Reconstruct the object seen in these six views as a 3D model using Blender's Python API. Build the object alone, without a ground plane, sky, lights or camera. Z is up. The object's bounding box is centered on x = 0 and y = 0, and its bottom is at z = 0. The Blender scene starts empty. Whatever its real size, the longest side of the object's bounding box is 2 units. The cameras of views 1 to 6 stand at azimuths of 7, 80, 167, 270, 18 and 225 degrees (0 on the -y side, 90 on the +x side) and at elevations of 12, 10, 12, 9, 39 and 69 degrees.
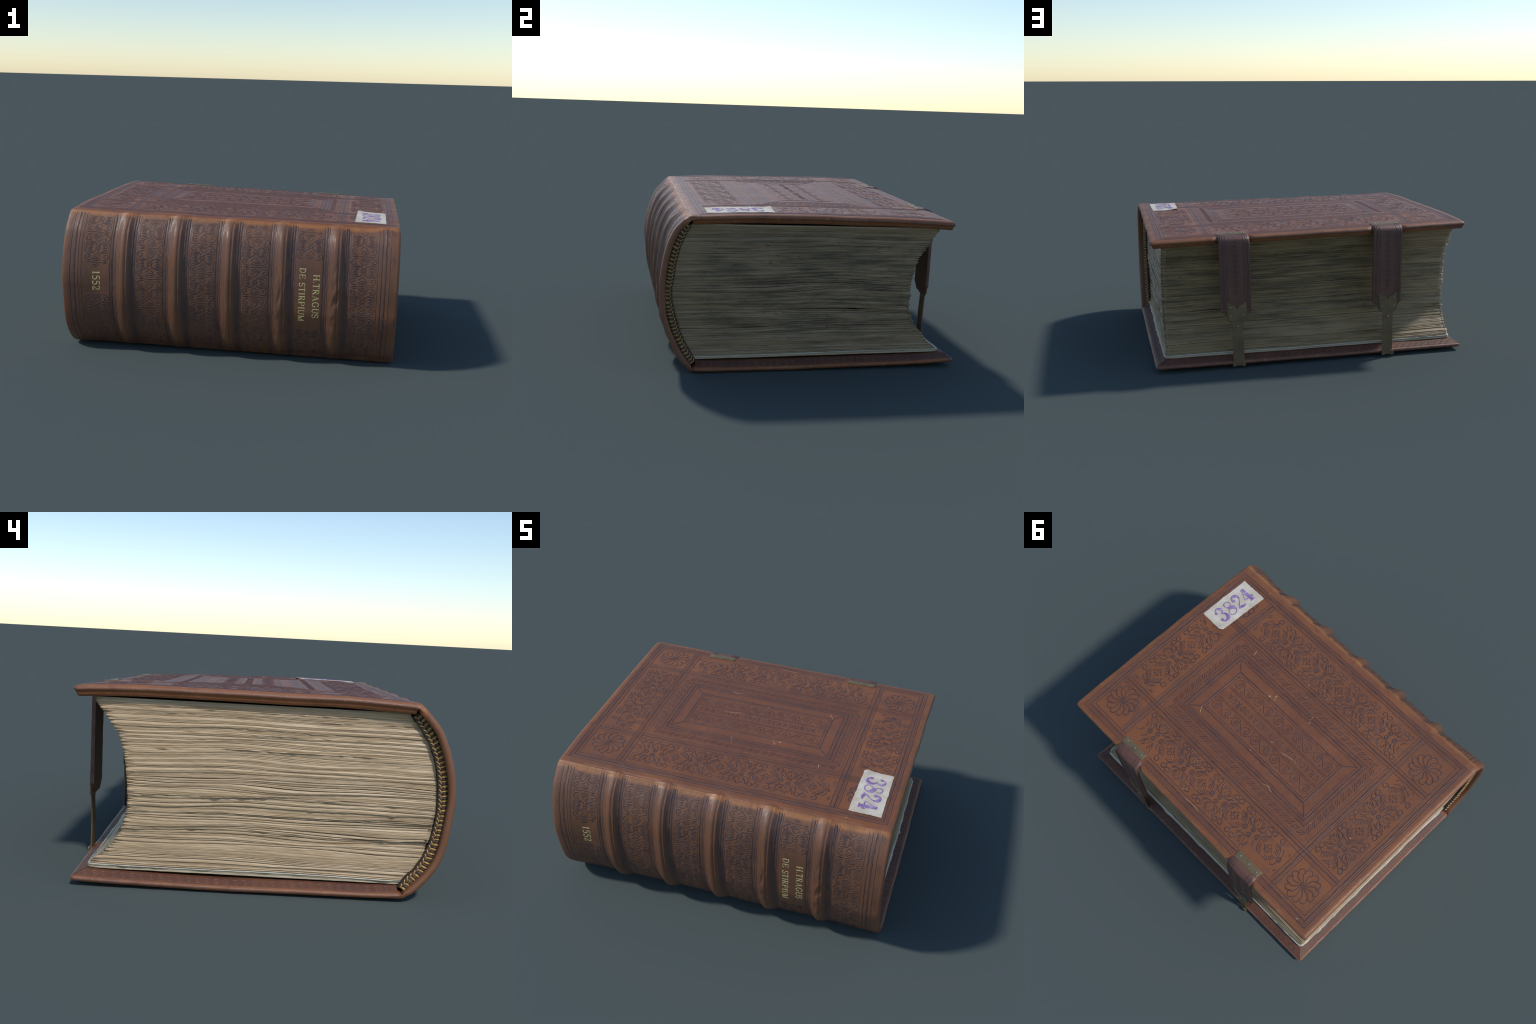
import bpy, math
import numpy as np

rng = np.random.default_rng(1552)
PI = math.pi

# =====================================================================
#  small helpers
# =====================================================================
def smooth(e0, e1, x):
    t = np.clip((np.asarray(x, float) - e0) / (e1 - e0), 0, 1)
    return t * t * (3 - 2 * t)

def gauss(x, s):
    return np.exp(-(np.asarray(x, float) / s) ** 2)

class Wob:
    """smooth pseudo-noise: a sum of random plane waves, range about -1..1"""
    def __init__(self, dim, lo, hi, n=14, seed=0):
        r = np.random.default_rng(seed)
        d = r.normal(size=(n, dim)); d /= np.linalg.norm(d, axis=1)[:, None]
        self.k = d * np.exp(r.uniform(np.log(lo), np.log(hi), n))[:, None]
        self.p = r.uniform(0, 2 * PI, n)
        self.s = 1.4 / math.sqrt(n)
    def __call__(self, *c):
        c = np.broadcast_arrays(*[np.asarray(a, float) for a in c])
        out = 0
        for k, p in zip(self.k, self.p):
            out = out + np.sin(sum(kk * cc for kk, cc in zip(k, c)) + p)
        return out * self.s

root = bpy.data.objects.new("antique_book", None)
root.empty_display_size = 0.2
bpy.context.scene.collection.objects.link(root)
root["label"] = "thick leather-bound antique book with tooled cover and brass clasps"
root["category"] = "old book"

def add_mesh(name, verts, faces, mat, parent, smooth_shade=True, kind=None, angle=None):
    me = bpy.data.meshes.new(name)
    v = np.asarray(verts, float)
    me.from_pydata(v.tolist(), [], [list(map(int, f)) for f in faces])
    me.validate()
    me.materials.append(mat)
    me.polygons.foreach_set("use_smooth", [smooth_shade] * len(me.polygons))
    if angle is not None:
        me.set_sharp_from_angle(angle=math.radians(angle))
    me.update()
    ob = bpy.data.objects.new(name, me)
    bpy.context.scene.collection.objects.link(ob)
    ob.parent = parent
    if kind:
        ob["kind"] = kind
    return ob

def grid_faces(n, m, close_n=False, close_m=False, off=0, flip=False):
    i = np.arange(n if close_n else n - 1)
    j = np.arange(m if close_m else m - 1)
    I, J = np.meshgrid(i, j, indexing="ij")
    I2, J2 = (I + 1) % n, (J + 1) % m
    f = np.stack([I * m + J, I2 * m + J, I2 * m + J2, I * m + J2], -1).reshape(-1, 4) + off
    return f[:, ::-1] if flip else f

class Soup:
    """collects pieces of geometry into one mesh"""
    def __init__(self):
        self.v, self.f, self.n = [], [], 0
    def add(self, verts, faces):
        verts = np.asarray(verts, float)
        self.v.append(verts)
        self.f += [[int(i) + self.n for i in f] for f in faces]
        self.n += len(verts)
    def make(self, name, mat, parent, **k):
        return add_mesh(name, np.concatenate(self.v), self.f, mat, parent, **k)

# =====================================================================
#  node material helpers
# =====================================================================
class Mat:
    def __init__(self, name, rough=0.5, spec=0.5, metal=0.0):
        self.m = bpy.data.materials.new(name); self.m.use_nodes = True
        self.t = self.m.node_tree; self.t.nodes.clear()
        self.out = self.t.nodes.new("ShaderNodeOutputMaterial")
        self.b = self.t.nodes.new("ShaderNodeBsdfPrincipled")
        self.t.links.new(self.b.outputs[0], self.out.inputs[0])
        self.b.inputs["Roughness"].default_value = rough
        self.b.inputs["Specular IOR Level"].default_value = spec
        self.b.inputs["Metallic"].default_value = metal
        self.co = self.t.nodes.new("ShaderNodeTexCoord").outputs["Object"]
        s = self.t.nodes.new("ShaderNodeSeparateXYZ"); self.t.links.new(self.co, s.inputs[0])
        self.x, self.y, self.z = s.outputs
    def _in(self, sock, v):
        if isinstance(v, bpy.types.NodeSocket): self.t.links.new(v, sock)
        else: sock.default_value = v
    def math(self, op, a, b=0.0, c=0.0, clamp=False):
        n = self.t.nodes.new("ShaderNodeMath"); n.operation = op; n.use_clamp = clamp
        for s, v in zip(n.inputs, (a, b, c)): self._in(s, v)
        return n.outputs[0]
    def ramp(self, v, a, b, lo=0.0, hi=1.0):
        n = self.t.nodes.new("ShaderNodeMapRange"); n.interpolation_type = "SMOOTHSTEP"
        for s, q in zip(n.inputs, (v, a, b, lo, hi)): self._in(s, q)
        return n.outputs[0]
    def noise(self, scale, detail=4, rough=0.55, stretch=(1, 1, 1), dist=0.0, off=(0, 0, 0)):
        mp = self.t.nodes.new("ShaderNodeMapping")
        mp.inputs["Scale"].default_value = stretch; mp.inputs["Location"].default_value = off
        self.t.links.new(self.co, mp.inputs[0])
        n = self.t.nodes.new("ShaderNodeTexNoise")
        n.inputs["Scale"].default_value = scale; n.inputs["Detail"].default_value = detail
        n.inputs["Roughness"].default_value = rough; n.inputs["Distortion"].default_value = dist
        self.t.links.new(mp.outputs[0], n.inputs["Vector"])
        return n.outputs[0]
    def voro(self, scale, stretch=(1, 1, 1)):
        mp = self.t.nodes.new("ShaderNodeMapping"); mp.inputs["Scale"].default_value = stretch
        self.t.links.new(self.co, mp.inputs[0])
        n = self.t.nodes.new("ShaderNodeTexVoronoi"); n.inputs["Scale"].default_value = scale
        self.t.links.new(mp.outputs[0], n.inputs["Vector"])
        return n.outputs["Distance"]
    def mix(self, f, a, b, mode="MIX"):
        n = self.t.nodes.new("ShaderNodeMix"); n.data_type = "RGBA"; n.blend_type = mode
        self._in(n.inputs[0], f)
        for s, v in ((n.inputs[6], a), (n.inputs[7], b)):
            self._in(s, (*v, 1.0) if isinstance(v, tuple) and len(v) == 3 else v)
        return n.outputs[2]
    def color(self, c):
        self._in(self.b.inputs["Base Color"], (*c, 1.0) if isinstance(c, tuple) else c)
    def rough(self, v): self._in(self.b.inputs["Roughness"], v)
    def bump(self, h, strength=0.3, dist=0.01):
        n = self.t.nodes.new("ShaderNodeBump")
        n.inputs["Strength"].default_value = strength; n.inputs["Distance"].default_value = dist
        self.t.links.new(h, n.inputs["Height"]); self.t.links.new(n.outputs[0], self.b.inputs["Normal"])

# ---- colours (linear base colours) ----------------------------------
ORANGE = (0.247, 0.088, 0.032)
BROWN  = (0.190, 0.070, 0.030)
PURPLE = (0.162, 0.059, 0.035)
DARK   = (0.058, 0.029, 0.025)
WORN   = (0.340, 0.135, 0.045)

def make_cover_leather():
    M = Mat("tooled_cover_leather", rough=0.5, spec=0.45)
    big = M.noise(3.2, 5, 0.6); mid = M.noise(14, 5, 0.65); fine = M.noise(70, 4, 0.7)
    ax = M.math("ABSOLUTE", M.x); ay = M.math("ABSOLUTE", M.math("SUBTRACT", M.y, 0.08))
    # centre panel is purplish, the ornament border is orange brown
    dpan = M.math("MAXIMUM", M.math("SUBTRACT", ax, 0.61), M.math("SUBTRACT", ay, 0.335))
    panel = M.ramp(dpan, 0.035, -0.03)
    c = M.mix(M.ramp(big, 0.35, 0.68), BROWN, ORANGE)
    c = M.mix(M.math("MULTIPLY", panel, M.ramp(mid, 0.25, 0.7, 0.7, 0.1)), c, PURPLE)
    c = M.mix(M.ramp(mid, 0.50, 0.78, 0, 0.60), c, (0.095, 0.048, 0.040))
    c = M.mix(M.math("MULTIPLY", M.ramp(M.noise(6, 6, 0.7, off=(4, 7, 2)), 0.52, 0.72), 0.45), c, (0.105, 0.056, 0.048))
    c = M.mix(M.ramp(fine, 0.5, 0.85, 0, 0.35), c, ORANGE)
    c = M.mix(M.ramp(M.noise(38, 5, 0.75, off=(1, 3, 9)), 0.66, 0.80, 0, 0.55), c, (0.38, 0.205, 0.105))
    # dark soft staining along the fillet lines
    def line(d, c0, w, k):
        return M.math("MULTIPLY", M.ramp(M.math("ABSOLUTE", M.math("SUBTRACT", d, c0)), w, 0.0), k)
    dfr = M.math("MAXIMUM", M.math("SUBTRACT", ax, 0.93), M.math("SUBTRACT", ay, 0.648))
    stain = line(dfr, 0.0, 0.045, 0.36)
    for q in (line(ax, 0.642, 0.04, 0.3), line(ay, 0.366, 0.04, 0.3), line(dpan, -0.09, 0.05, 0.3)):
        stain = M.math("MAXIMUM", stain, q)
    stain = M.math("MULTIPLY", stain, M.ramp(M.noise(9, 3), 0.25, 0.6, 0.35, 1.0))
    c = M.mix(stain, c, DARK)
    # rubbed crest along the edges, mauve brown sides
    edge = M.math("MAXIMUM", M.math("SUBTRACT", ax, 0.998), M.math("SUBTRACT", M.y, 0.788))
    c = M.mix(M.ramp(edge, -0.010, -0.002, 0, 0.8), c, M.mix(M.ramp(mid, 0.35, 0.65), (0.140, 0.066, 0.047), (0.205, 0.096, 0.063)))
    crest = M.math("MULTIPLY", M.ramp(M.math("ABSOLUTE", M.math("ADD", edge, 0.012)), 0.016, 0.0), M.ramp(M.noise(7, 5, 0.7), 0.32, 0.62, 0.1, 0.75))
    c = M.mix(crest, c, (0.300, 0.115, 0.043))
    c = M.mix(M.math("MULTIPLY", M.ramp(edge, -0.05, -0.01, 0, 0.6), M.ramp(M.noise(24, 4, 0.7), 0.58, 0.72)), c, (0.36, 0.19, 0.10))
    M.color(c)
    M.rough(M.ramp(mid, 0.3, 0.75, 0.42, 0.62))
    h = M.math("ADD", M.math("MULTIPLY", fine, 0.5), M.math("MULTIPLY", M.voro(160), 0.35))
    h = M.math("ADD", h, M.math("MULTIPLY", mid, 1.0))
    M.bump(h, 0.25, 0.006)
    return M.m

def make_spine_leather():
    M = Mat("spine_leather", rough=0.48, spec=0.5)
    big = M.noise(4, 5, 0.6, (1.5, 1, 0.6)); mid = M.noise(16, 5, 0.65, (1.4, 1, 0.5)); fine = M.noise(75, 4, 0.7)
    c = M.mix(M.ramp(big, 0.3, 0.7), (0.135, 0.062, 0.037), (0.190, 0.080, 0.038))
    c = M.mix(M.ramp(mid, 0.5, 0.78, 0, 0.6), c, DARK)
    # band shading painted in: lightened crests, feet darkened for shadow, broadest on the right
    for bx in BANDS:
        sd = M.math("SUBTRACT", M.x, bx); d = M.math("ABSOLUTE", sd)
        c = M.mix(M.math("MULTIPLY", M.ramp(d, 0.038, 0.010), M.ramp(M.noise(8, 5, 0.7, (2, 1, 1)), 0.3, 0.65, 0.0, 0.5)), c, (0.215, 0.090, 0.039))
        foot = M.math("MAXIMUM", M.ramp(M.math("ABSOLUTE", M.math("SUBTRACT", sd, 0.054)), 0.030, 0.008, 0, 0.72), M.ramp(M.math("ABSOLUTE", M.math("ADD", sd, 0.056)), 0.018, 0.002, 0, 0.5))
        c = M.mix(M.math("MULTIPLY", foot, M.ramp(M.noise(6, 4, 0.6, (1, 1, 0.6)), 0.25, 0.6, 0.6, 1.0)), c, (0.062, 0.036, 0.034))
    # the joint along the top is rubbed orange
    up = M.ramp(M.z, 0.4, 0.6)
    c = M.mix(M.math("MULTIPLY", M.ramp(M.y, -0.665, -0.645, 0, 0.8), up), c, M.mix(M.ramp(mid, 0.35, 0.65), BROWN, ORANGE))
    j = M.math("MULTIPLY", M.ramp(M.math("ABSOLUTE", M.math("ADD", M.y, 0.657)), 0.020, 0.003), up)
    j = M.math("MULTIPLY", j, M.ramp(M.noise(9, 5, 0.7), 0.32, 0.58, 0.25, 1.0))
    c = M.mix(j, c, (0.340, 0.130, 0.040))
    rim = M.ramp(M.math("ABSOLUTE", M.x), 0.955, 0.985, 0, 0.55)
    c = M.mix(M.math("MULTIPLY", rim, M.ramp(mid, 0.3, 0.6, 0.4, 1)), c, (0.23, 0.092, 0.042))
    c = M.mix(M.ramp(fine, 0.55, 0.9, 0, 0.3), c, ORANGE)
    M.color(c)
    M.rough(M.ramp(mid, 0.3, 0.75, 0.40, 0.6))
    h = M.math("ADD", M.math("MULTIPLY", fine, 0.5), M.math("MULTIPLY", mid, 1.2))
    M.bump(h, 0.3, 0.006)
    return M.m

def make_plain_leather(name, a, b, dark=DARK, rough=0.5, scale=10):
    M = Mat(name, rough=rough, spec=0.45)
    n1 = M.noise(scale, 5, 0.65); n2 = M.noise(60, 4, 0.7)
    c = M.mix(M.ramp(n1, 0.3, 0.7), a, b)
    c = M.mix(M.ramp(n2, 0.5, 0.85, 0, 0.4), c, dark)
    M.color(c); M.bump(M.math("ADD", n2, n1), 0.22, 0.006)
    return M.m

def make_tool(name, a, b):
    """leather darkened in the press: a is deep, b is rubbed nearly back to the leather"""
    M = Mat(name, rough=0.5, spec=0.45)
    n = M.math("ADD", M.math("MULTIPLY", M.noise(7, 4, 0.6), 0.6), M.math("MULTIPLY", M.noise(45, 4, 0.65), 0.4))
    M.color(M.mix(M.ramp(n, 0.36, 0.66), a, b)); M.bump(M.noise(60, 4), 0.2, 0.004)
    return M.m

def make_paper():
    M = Mat("page_edge_paper", rough=0.5, spec=0.45)
    streak = M.noise(4, 6, 0.65, (1, 1, 22)); fine = M.noise(7, 5, 0.7, (1.2, 1.2, 60)); blot = M.noise(3.2, 5, 0.62, (1, 1, 4.5))
    long = M.noise(3.2, 6, 0.68, (1, 1, 16), off=(5, 2, 1)); spot = M.noise(24, 4, 0.6, (1, 1, 2.0), off=(3, 1, 7))
    c = M.mix(M.ramp(streak, 0.3, 0.72), (0.415, 0.290, 0.165), (0.555, 0.410, 0.258))
    c = M.mix(M.ramp(fine, 0.5, 0.8, 0, 0.35), c, (0.28, 0.20, 0.11))
    c = M.mix(M.ramp(blot, 0.5, 0.75, 0, 0.4), c, (0.31, 0.235, 0.140))
    # dust on the fore edge and on the end that stood uppermost, following the leaves
    core_z = M.math("MULTIPLY", M.ramp(M.z, 0.06, 0.24), M.ramp(M.z, 0.80, 0.66))
    on_r = M.ramp(M.x, 0.899, 0.907)
    on_f = M.math("MULTIPLY", M.math("MULTIPLY", M.ramp(M.y, 0.48, 0.53), M.ramp(M.x, 0.907, 0.899)), M.ramp(M.x, -0.938, -0.922))
    right = M.math("MULTIPLY", on_r, M.math("MULTIPLY", M.ramp(M.y, -0.66, -0.50), M.ramp(M.y, 0.74, 0.50)))
    fore = M.math("MULTIPLY", on_f, M.math("MULTIPLY", M.ramp(M.x, -0.95, -0.2, 0.55, 1.0), M.ramp(M.z, 0.12, 0.50, 0.35, 1.0)))
    area = M.math("MULTIPLY", M.math("MAXIMUM", right, fore), core_z)
    base = M.math("MAXIMUM", M.math("MULTIPLY", on_r, 0.66), M.math("MULTIPLY", on_f, M.ramp(M.x, -0.9, -0.3, 0.45, 0.80)))
    c = M.mix(base, c, M.mix(on_f, (0.228, 0.168, 0.092), (0.275, 0.190, 0.082)))
    c = M.mix(M.math("MULTIPLY", base, M.ramp(long, 0.46, 0.66, 0, 0.75)), c, (0.115, 0.080, 0.040))
    mud = M.math("ADD", M.math("MULTIPLY", blot, 0.55), M.math("MULTIPLY", long, 0.45))
    dirt = M.math("MULTIPLY", area, M.ramp(mud, 0.36, 0.64))
    c = M.mix(M.math("MULTIPLY", dirt, 0.66), c, (0.066, 0.051, 0.034))
    c = M.mix(M.math("MULTIPLY", area, M.ramp(spot, 0.61, 0.70, 0, 0.6)), c, (0.045, 0.038, 0.029))
    M.color(c)
    M.rough(M.ramp(streak, 0.3, 0.7, 0.56, 0.33))
    M.bump(M.math("ADD", fine, M.math("MULTIPLY", spot, 0.4)), 0.3, 0.005)
    return M.m

def make_white_paper(name, a, b):
    M = Mat(name, rough=0.55, spec=0.4)
    c = M.mix(M.ramp(M.noise(6, 5, 0.65, (1, 1, 18)), 0.3, 0.7), a, b)
    M.color(c); M.bump(M.noise(12, 4, 0.6, (1, 1, 20)), 0.25, 0.005)
    return M.m

def make_label():
    M = Mat("label_paper", rough=0.6, spec=0.35)
    c = M.mix(M.ramp(M.noise(14, 5, 0.6), 0.35, 0.7), (0.55, 0.475, 0.37), (0.70, 0.635, 0.53))
    c = M.mix(M.ramp(M.noise(32, 4, 0.7), 0.56, 0.8, 0, 0.5), c, (0.50, 0.40, 0.27))
    M.color(c); M.bump(M.noise(18, 5), 0.2, 0.006)
    return M.m

def make_ink():
    M = Mat("violet_stamp_ink", rough=0.6, spec=0.3)
    M.color(M.mix(M.ramp(M.noise(40, 5, 0.7), 0.42, 0.75), (0.250, 0.145, 0.345), (0.48, 0.39, 0.54)))
    return M.m

def make_brass(name="aged_brass", green=0.4):
    M = Mat(name, rough=0.48, spec=0.5, metal=0.3)
    n = M.noise(30, 5, 0.65); n2 = M.noise(11, 4, 0.6)
    c = M.mix(M.ramp(n2, 0.35, 0.7), (0.195, 0.138, 0.070), (0.145, 0.095, 0.052))
    c = M.mix(M.ramp(n, 0.48, 0.72, 0, green), c, (0.095, 0.125, 0.095))
    M.color(c); M.rough(M.ramp(n, 0.3, 0.7, 0.38, 0.65)); M.bump(n, 0.2, 0.004)
    return M.m

def make_simple(name, col, rough=0.5, var=0.25, scale=60, metal=0.0, spec=0.4):
    M = Mat(name, rough=rough, metal=metal, spec=spec)
    d = tuple(k * (1 - var) for k in col); u = tuple(min(1, k * (1 + var)) for k in col)
    M.color(M.mix(M.ramp(M.noise(scale, 4, 0.6), 0.3, 0.7), d, u))
    return M.m

BANDS = (-0.625, -0.308, 0.006, 0.320, 0.635)

M_COVER = make_cover_leather()
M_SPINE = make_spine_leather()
M_TOOL = make_tool("pressed_dark_line", (0.070, 0.036, 0.032), (0.128, 0.057, 0.039))
M_TOOL_SOFT = make_tool("pressed_faint_line", (0.105, 0.053, 0.044), (0.165, 0.074, 0.048))
M_TOOL_SP = make_tool("pressed_spine_line", (0.070, 0.040, 0.036), (0.128, 0.062, 0.042))
M_TOOL_BAND = make_tool("rubbed_band_crease", (0.105, 0.050, 0.034), (0.165, 0.072, 0.040))
M_TOOL_STRAP = make_tool("pressed_strap_line", (0.070, 0.038, 0.034), (0.110, 0.052, 0.041))
M_STRAP = make_plain_leather("strap_leather", (0.115, 0.052, 0.040), (0.150, 0.066, 0.046))
M_BEVEL = make_plain_leather("turn_in_leather", (0.098, 0.037, 0.022), (0.145, 0.056, 0.028), rough=0.62)
M_PAPER = make_paper()
M_WHITE = make_white_paper("flyleaf_paper", (0.43, 0.385, 0.30), (0.57, 0.53, 0.44))
M_CREAM = make_white_paper("cream_paper", (0.35, 0.285, 0.185), (0.49, 0.415, 0.295))
M_LABEL = make_label()
M_INK = make_ink()
M_GOLD = make_simple("gilt_lettering", (0.56, 0.46, 0.21), 0.45, 0.22, 70, 0.25)
M_BRASS = make_brass()
M_GREENBRASS = make_brass("verdigris_brass", 0.5)
M_RIVET = make_simple("rivet_metal", (0.26, 0.25, 0.19), 0.38, 0.2, 90, 0.6)
M_THREADG = make_simple("gold_thread", (0.42, 0.26, 0.085), 0.6, 0.3, 90)
M_THREADD = make_simple("dark_thread", (0.078, 0.047, 0.038), 0.65, 0.3, 90)
M_CORE = make_simple("headband_core", (0.045, 0.028, 0.020), 0.7)
M_SCUFF = make_simple("scuffed_hide", (0.36, 0.205, 0.110), 0.7, 0.3, 80)

# =====================================================================
#  surfaces
# =====================================================================
TOP = dict(A=(-0.998, -0.645), B=(0.992, -0.645), C=(0.999, 0.780), D=(-0.998, 0.792))
BOT = dict(A=(-0.998, -0.630), B=(0.995, -0.625), C=(0.990, 0.821), D=(-1.000, 0.793))
wob_top = Wob(2, 5, 22, 16, 3)
wob_bot = Wob(2, 5, 18, 12, 4)

def uv(x, y):
    return np.clip((x + 0.987) / 1.972, 0, 1), np.clip((y + 0.645) / 1.42, 0, 1)

def bil(u, v, a, b, c, d):
    return (1 - u) * (1 - v) * a + u * (1 - v) * b + u * v * c + (1 - u) * v * d

def ztop(x, y):
    u, v = uv(x, y)
    z = bil(u, v, 0.851, 0.832, 0.808, 0.856)
    z = z + 0.0145 * (1 - (2 * v - 1) ** 4) + 0.0035 * (1 - (2 * u - 1) ** 4) * (1 - (2 * v - 1) ** 4)
    z = z - 0.0055 * gauss(v - 0.18, 0.18) * (1 - (2 * u - 1) ** 6)
    return z + 0.0011 * wob_top(x, y)

def zbot(x, y):
    u, v = uv(x, y)
    z = bil(u, v, 0.016, 0.004, 0.023, 0.017)
    z = z - 0.010 * (1 - (2 * v - 1) ** 4) - 0.002 * (1 - (2 * u - 1) ** 4) + 0.001 * wob_bot(x, y)
    return np.maximum(z, 0.0006)

STRAPS = ((0.600, 0.408, 0.581, 0.401), (-0.378, -0.570, -0.382, -0.568))   # x edges at the top and at the tail

def outline(c, radius, n=150, notch=False, jitter=0.0, seed=0):
    """rounded quadrilateral A-B-C-D, counter-clockwise seen from above"""
    P = [np.array(c[k], float) for k in "ABCD"]
    pts = []
    for i in range(4):
        p, q, r = P[i - 1], P[i], P[(i + 1) % 4]
        a = (p - q) / np.linalg.norm(p - q); b = (r - q) / np.linalg.norm(r - q)
        s, e = q + a * radius, q + b * radius
        t = np.linspace(0, 1, 9)[:, None]
        pts.append((1 - t) ** 2 * s + 2 * t * (1 - t) * (q * 0.9 + (s + e) / 2 * 0.1) + t * t * e)
        nxt = P[(i + 1) % 4]; e2 = nxt - b * radius
        t = np.linspace(0, 1, n + 2)[1:-1, None]
        pts.append(e + (e2 - e) * t)
    pts = np.concatenate(pts)
    ctr = pts.mean(0)
    if jitter:
        w = Wob(2, 8, 60, 16, seed)
        d = pts - ctr; d /= np.linalg.norm(d, axis=1)[:, None]
        pts = pts + d * (w(pts[:, 0], pts[:, 1]) * jitter)[:, None]
    if notch:
        for hi, lo, _, _ in STRAPS:
            k = smooth(lo - 0.022, lo - 0.008, pts[:, 0]) * smooth(hi + 0.022, hi + 0.008, pts[:, 0]) * (pts[:, 1] > 0.5)
            pts[:, 1] -= 0.012 * k
    return pts

def shrink(c, d):
    """move every side of the quadrilateral inwards by d"""
    P = [np.array(c[k], float) for k in "ABCD"]; out = {}
    for i, k in enumerate("ABCD"):
        p, q, r = P[i - 1], P[i], P[(i + 1) % 4]
        t1 = (q - p) / np.linalg.norm(q - p); t2 = (r - q) / np.linalg.norm(r - q)
        n1, n2 = np.array([-t1[1], t1[0]]), np.array([-t2[1], t2[0]])
        out[k] = np.linalg.solve(np.array([n1, n2]), np.array([n1 @ q + d, n2 @ q + d]))
    return out

RIM = [(0.030, 0.0), (0.020, 0.0006), (0.012, 0.0026), (0.0055, 0.0068), (0.0015, 0.0120), (0.0, 0.0165),
       (0.0012, 0.0208), (0.0045, 0.0240), (0.0090, 0.0262)]
BEVEL = [(0.022, 0.0315), (0.036, 0.0385), (0.050, 0.0455), (0.060, 0.0492), (0.075, 0.0500)]

def bevel_drop(d):
    xs = [p[0] for p in RIM[5:] + BEVEL]; ys = [p[1] for p in RIM[5:] + BEVEL]
    return np.interp(d, xs, ys)

LIP = [(0.0125, 0.0350), (0.0165, 0.0440), (0.024, 0.0485), (0.045, 0.0500), (0.075, 0.0500)]

def board(name, c, zf, sign, notch, seed):
    """a bevelled wooden board in leather: outer face zf, the inner side lies 'sign' away from it"""
    def loop_at(d): return outline(shrink(c, d), max(0.022 - d, 0.002), 150, notch and d < 0.05, 0.0010, seed)
    base = loop_at(0.0)
    ctr = np.array([base[:, 0].mean(), base[:, 1].mean()])
    m = len(base)
    loops = []
    inner = loop_at(0.030)
    for k in np.linspace(0.02, 1, 44)[:-1]:
        p = ctr + (inner - ctr) * k
        loops.append(np.column_stack([p, zf(p[:, 0], p[:, 1])]))
    for d, drop in RIM + (LIP if sign < 0 else BEVEL):
        p = loop_at(d)
        loops.append(np.column_stack([p, zf(p[:, 0], p[:, 1]) + sign * drop]))
    for k in (0.6, 0.2, 0.02):
        p = ctr + (loop_at(0.075) - ctr) * k
        loops.append(np.column_stack([p, zf(p[:, 0], p[:, 1]) + sign * 0.050]))
    V = np.concatenate(loops); n = len(loops)
    F = [list(f) for f in grid_faces(n, m, close_m=True, flip=(sign > 0))]
    F.append(list(range(m)) if sign < 0 else list(range(m))[::-1])
    last = [(n - 1) * m + i for i in range(m)]
    F.append(last[::-1] if sign < 0 else last)
    return add_mesh(name, V, F, M_COVER, root)

cover = board("cover_board", TOP, ztop, -1, True, 11)
back = board("cover_board", BOT, zbot, +1, False, 12)

# ---------------------------------------------------------------- spine
PROF_L = [(-0.585, 0.852), (-0.615, 0.852), (-0.640, 0.850), (-0.656, 0.842), (-0.679, 0.821), (-0.718, 0.776), (-0.744, 0.740), (-0.772, 0.683),
          (-0.794, 0.625), (-0.807, 0.572), (-0.816, 0.507), (-0.8195, 0.440), (-0.818, 0.400), (-0.815, 0.343), (-0.807, 0.281),
          (-0.793, 0.222), (-0.771, 0.166), (-0.740, 0.115), (-0.704, 0.072), (-0.677, 0.046), (-0.645, 0.025), (-0.612, 0.018), (-0.585, 0.018)]
PROF_R = [(-0.585, 0.830), (-0.615, 0.830), (-0.640, 0.828), (-0.654, 0.823), (-0.674, 0.811), (-0.700, 0.787), (-0.726, 0.755), (-0.755, 0.697),
          (-0.773, 0.640), (-0.786, 0.571), (-0.795, 0.502), (-0.797, 0.460), (-0.796, 0.410), (-0.793, 0.360), (-0.787, 0.308),
          (-0.761, 0.218), (-0.742, 0.172), (-0.724, 0.127), (-0.683, 0.061), (-0.662, 0.038), (-0.636, 0.017), (-0.608, 0.010), (-0.585, 0.010)]

def catmull(P, n):
    P = np.array(P, float); P = np.vstack([2 * P[0] - P[1], P, 2 * P[-1] - P[-2]])
    out = []
    for i in range(1, len(P) - 2):
        t = np.linspace(0, 1, 24, endpoint=False)[:, None]
        a, b, c, d = P[i - 1], P[i], P[i + 1], P[i + 2]
        out.append(0.5 * (2 * b + (c - a) * t + (2 * a - 5 * b + 4 * c - d) * t ** 2 + (3 * b - a - 3 * c + d) * t ** 3))
    Q = np.vstack(out + [P[-2][None]])
    s = np.concatenate([[0], np.cumsum(np.linalg.norm(np.diff(Q, axis=0), axis=1))])
    u = np.linspace(0, s[-1], n)
    return np.column_stack([np.interp(u, s, Q[:, 0]), np.interp(u, s, Q[:, 1])])

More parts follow.
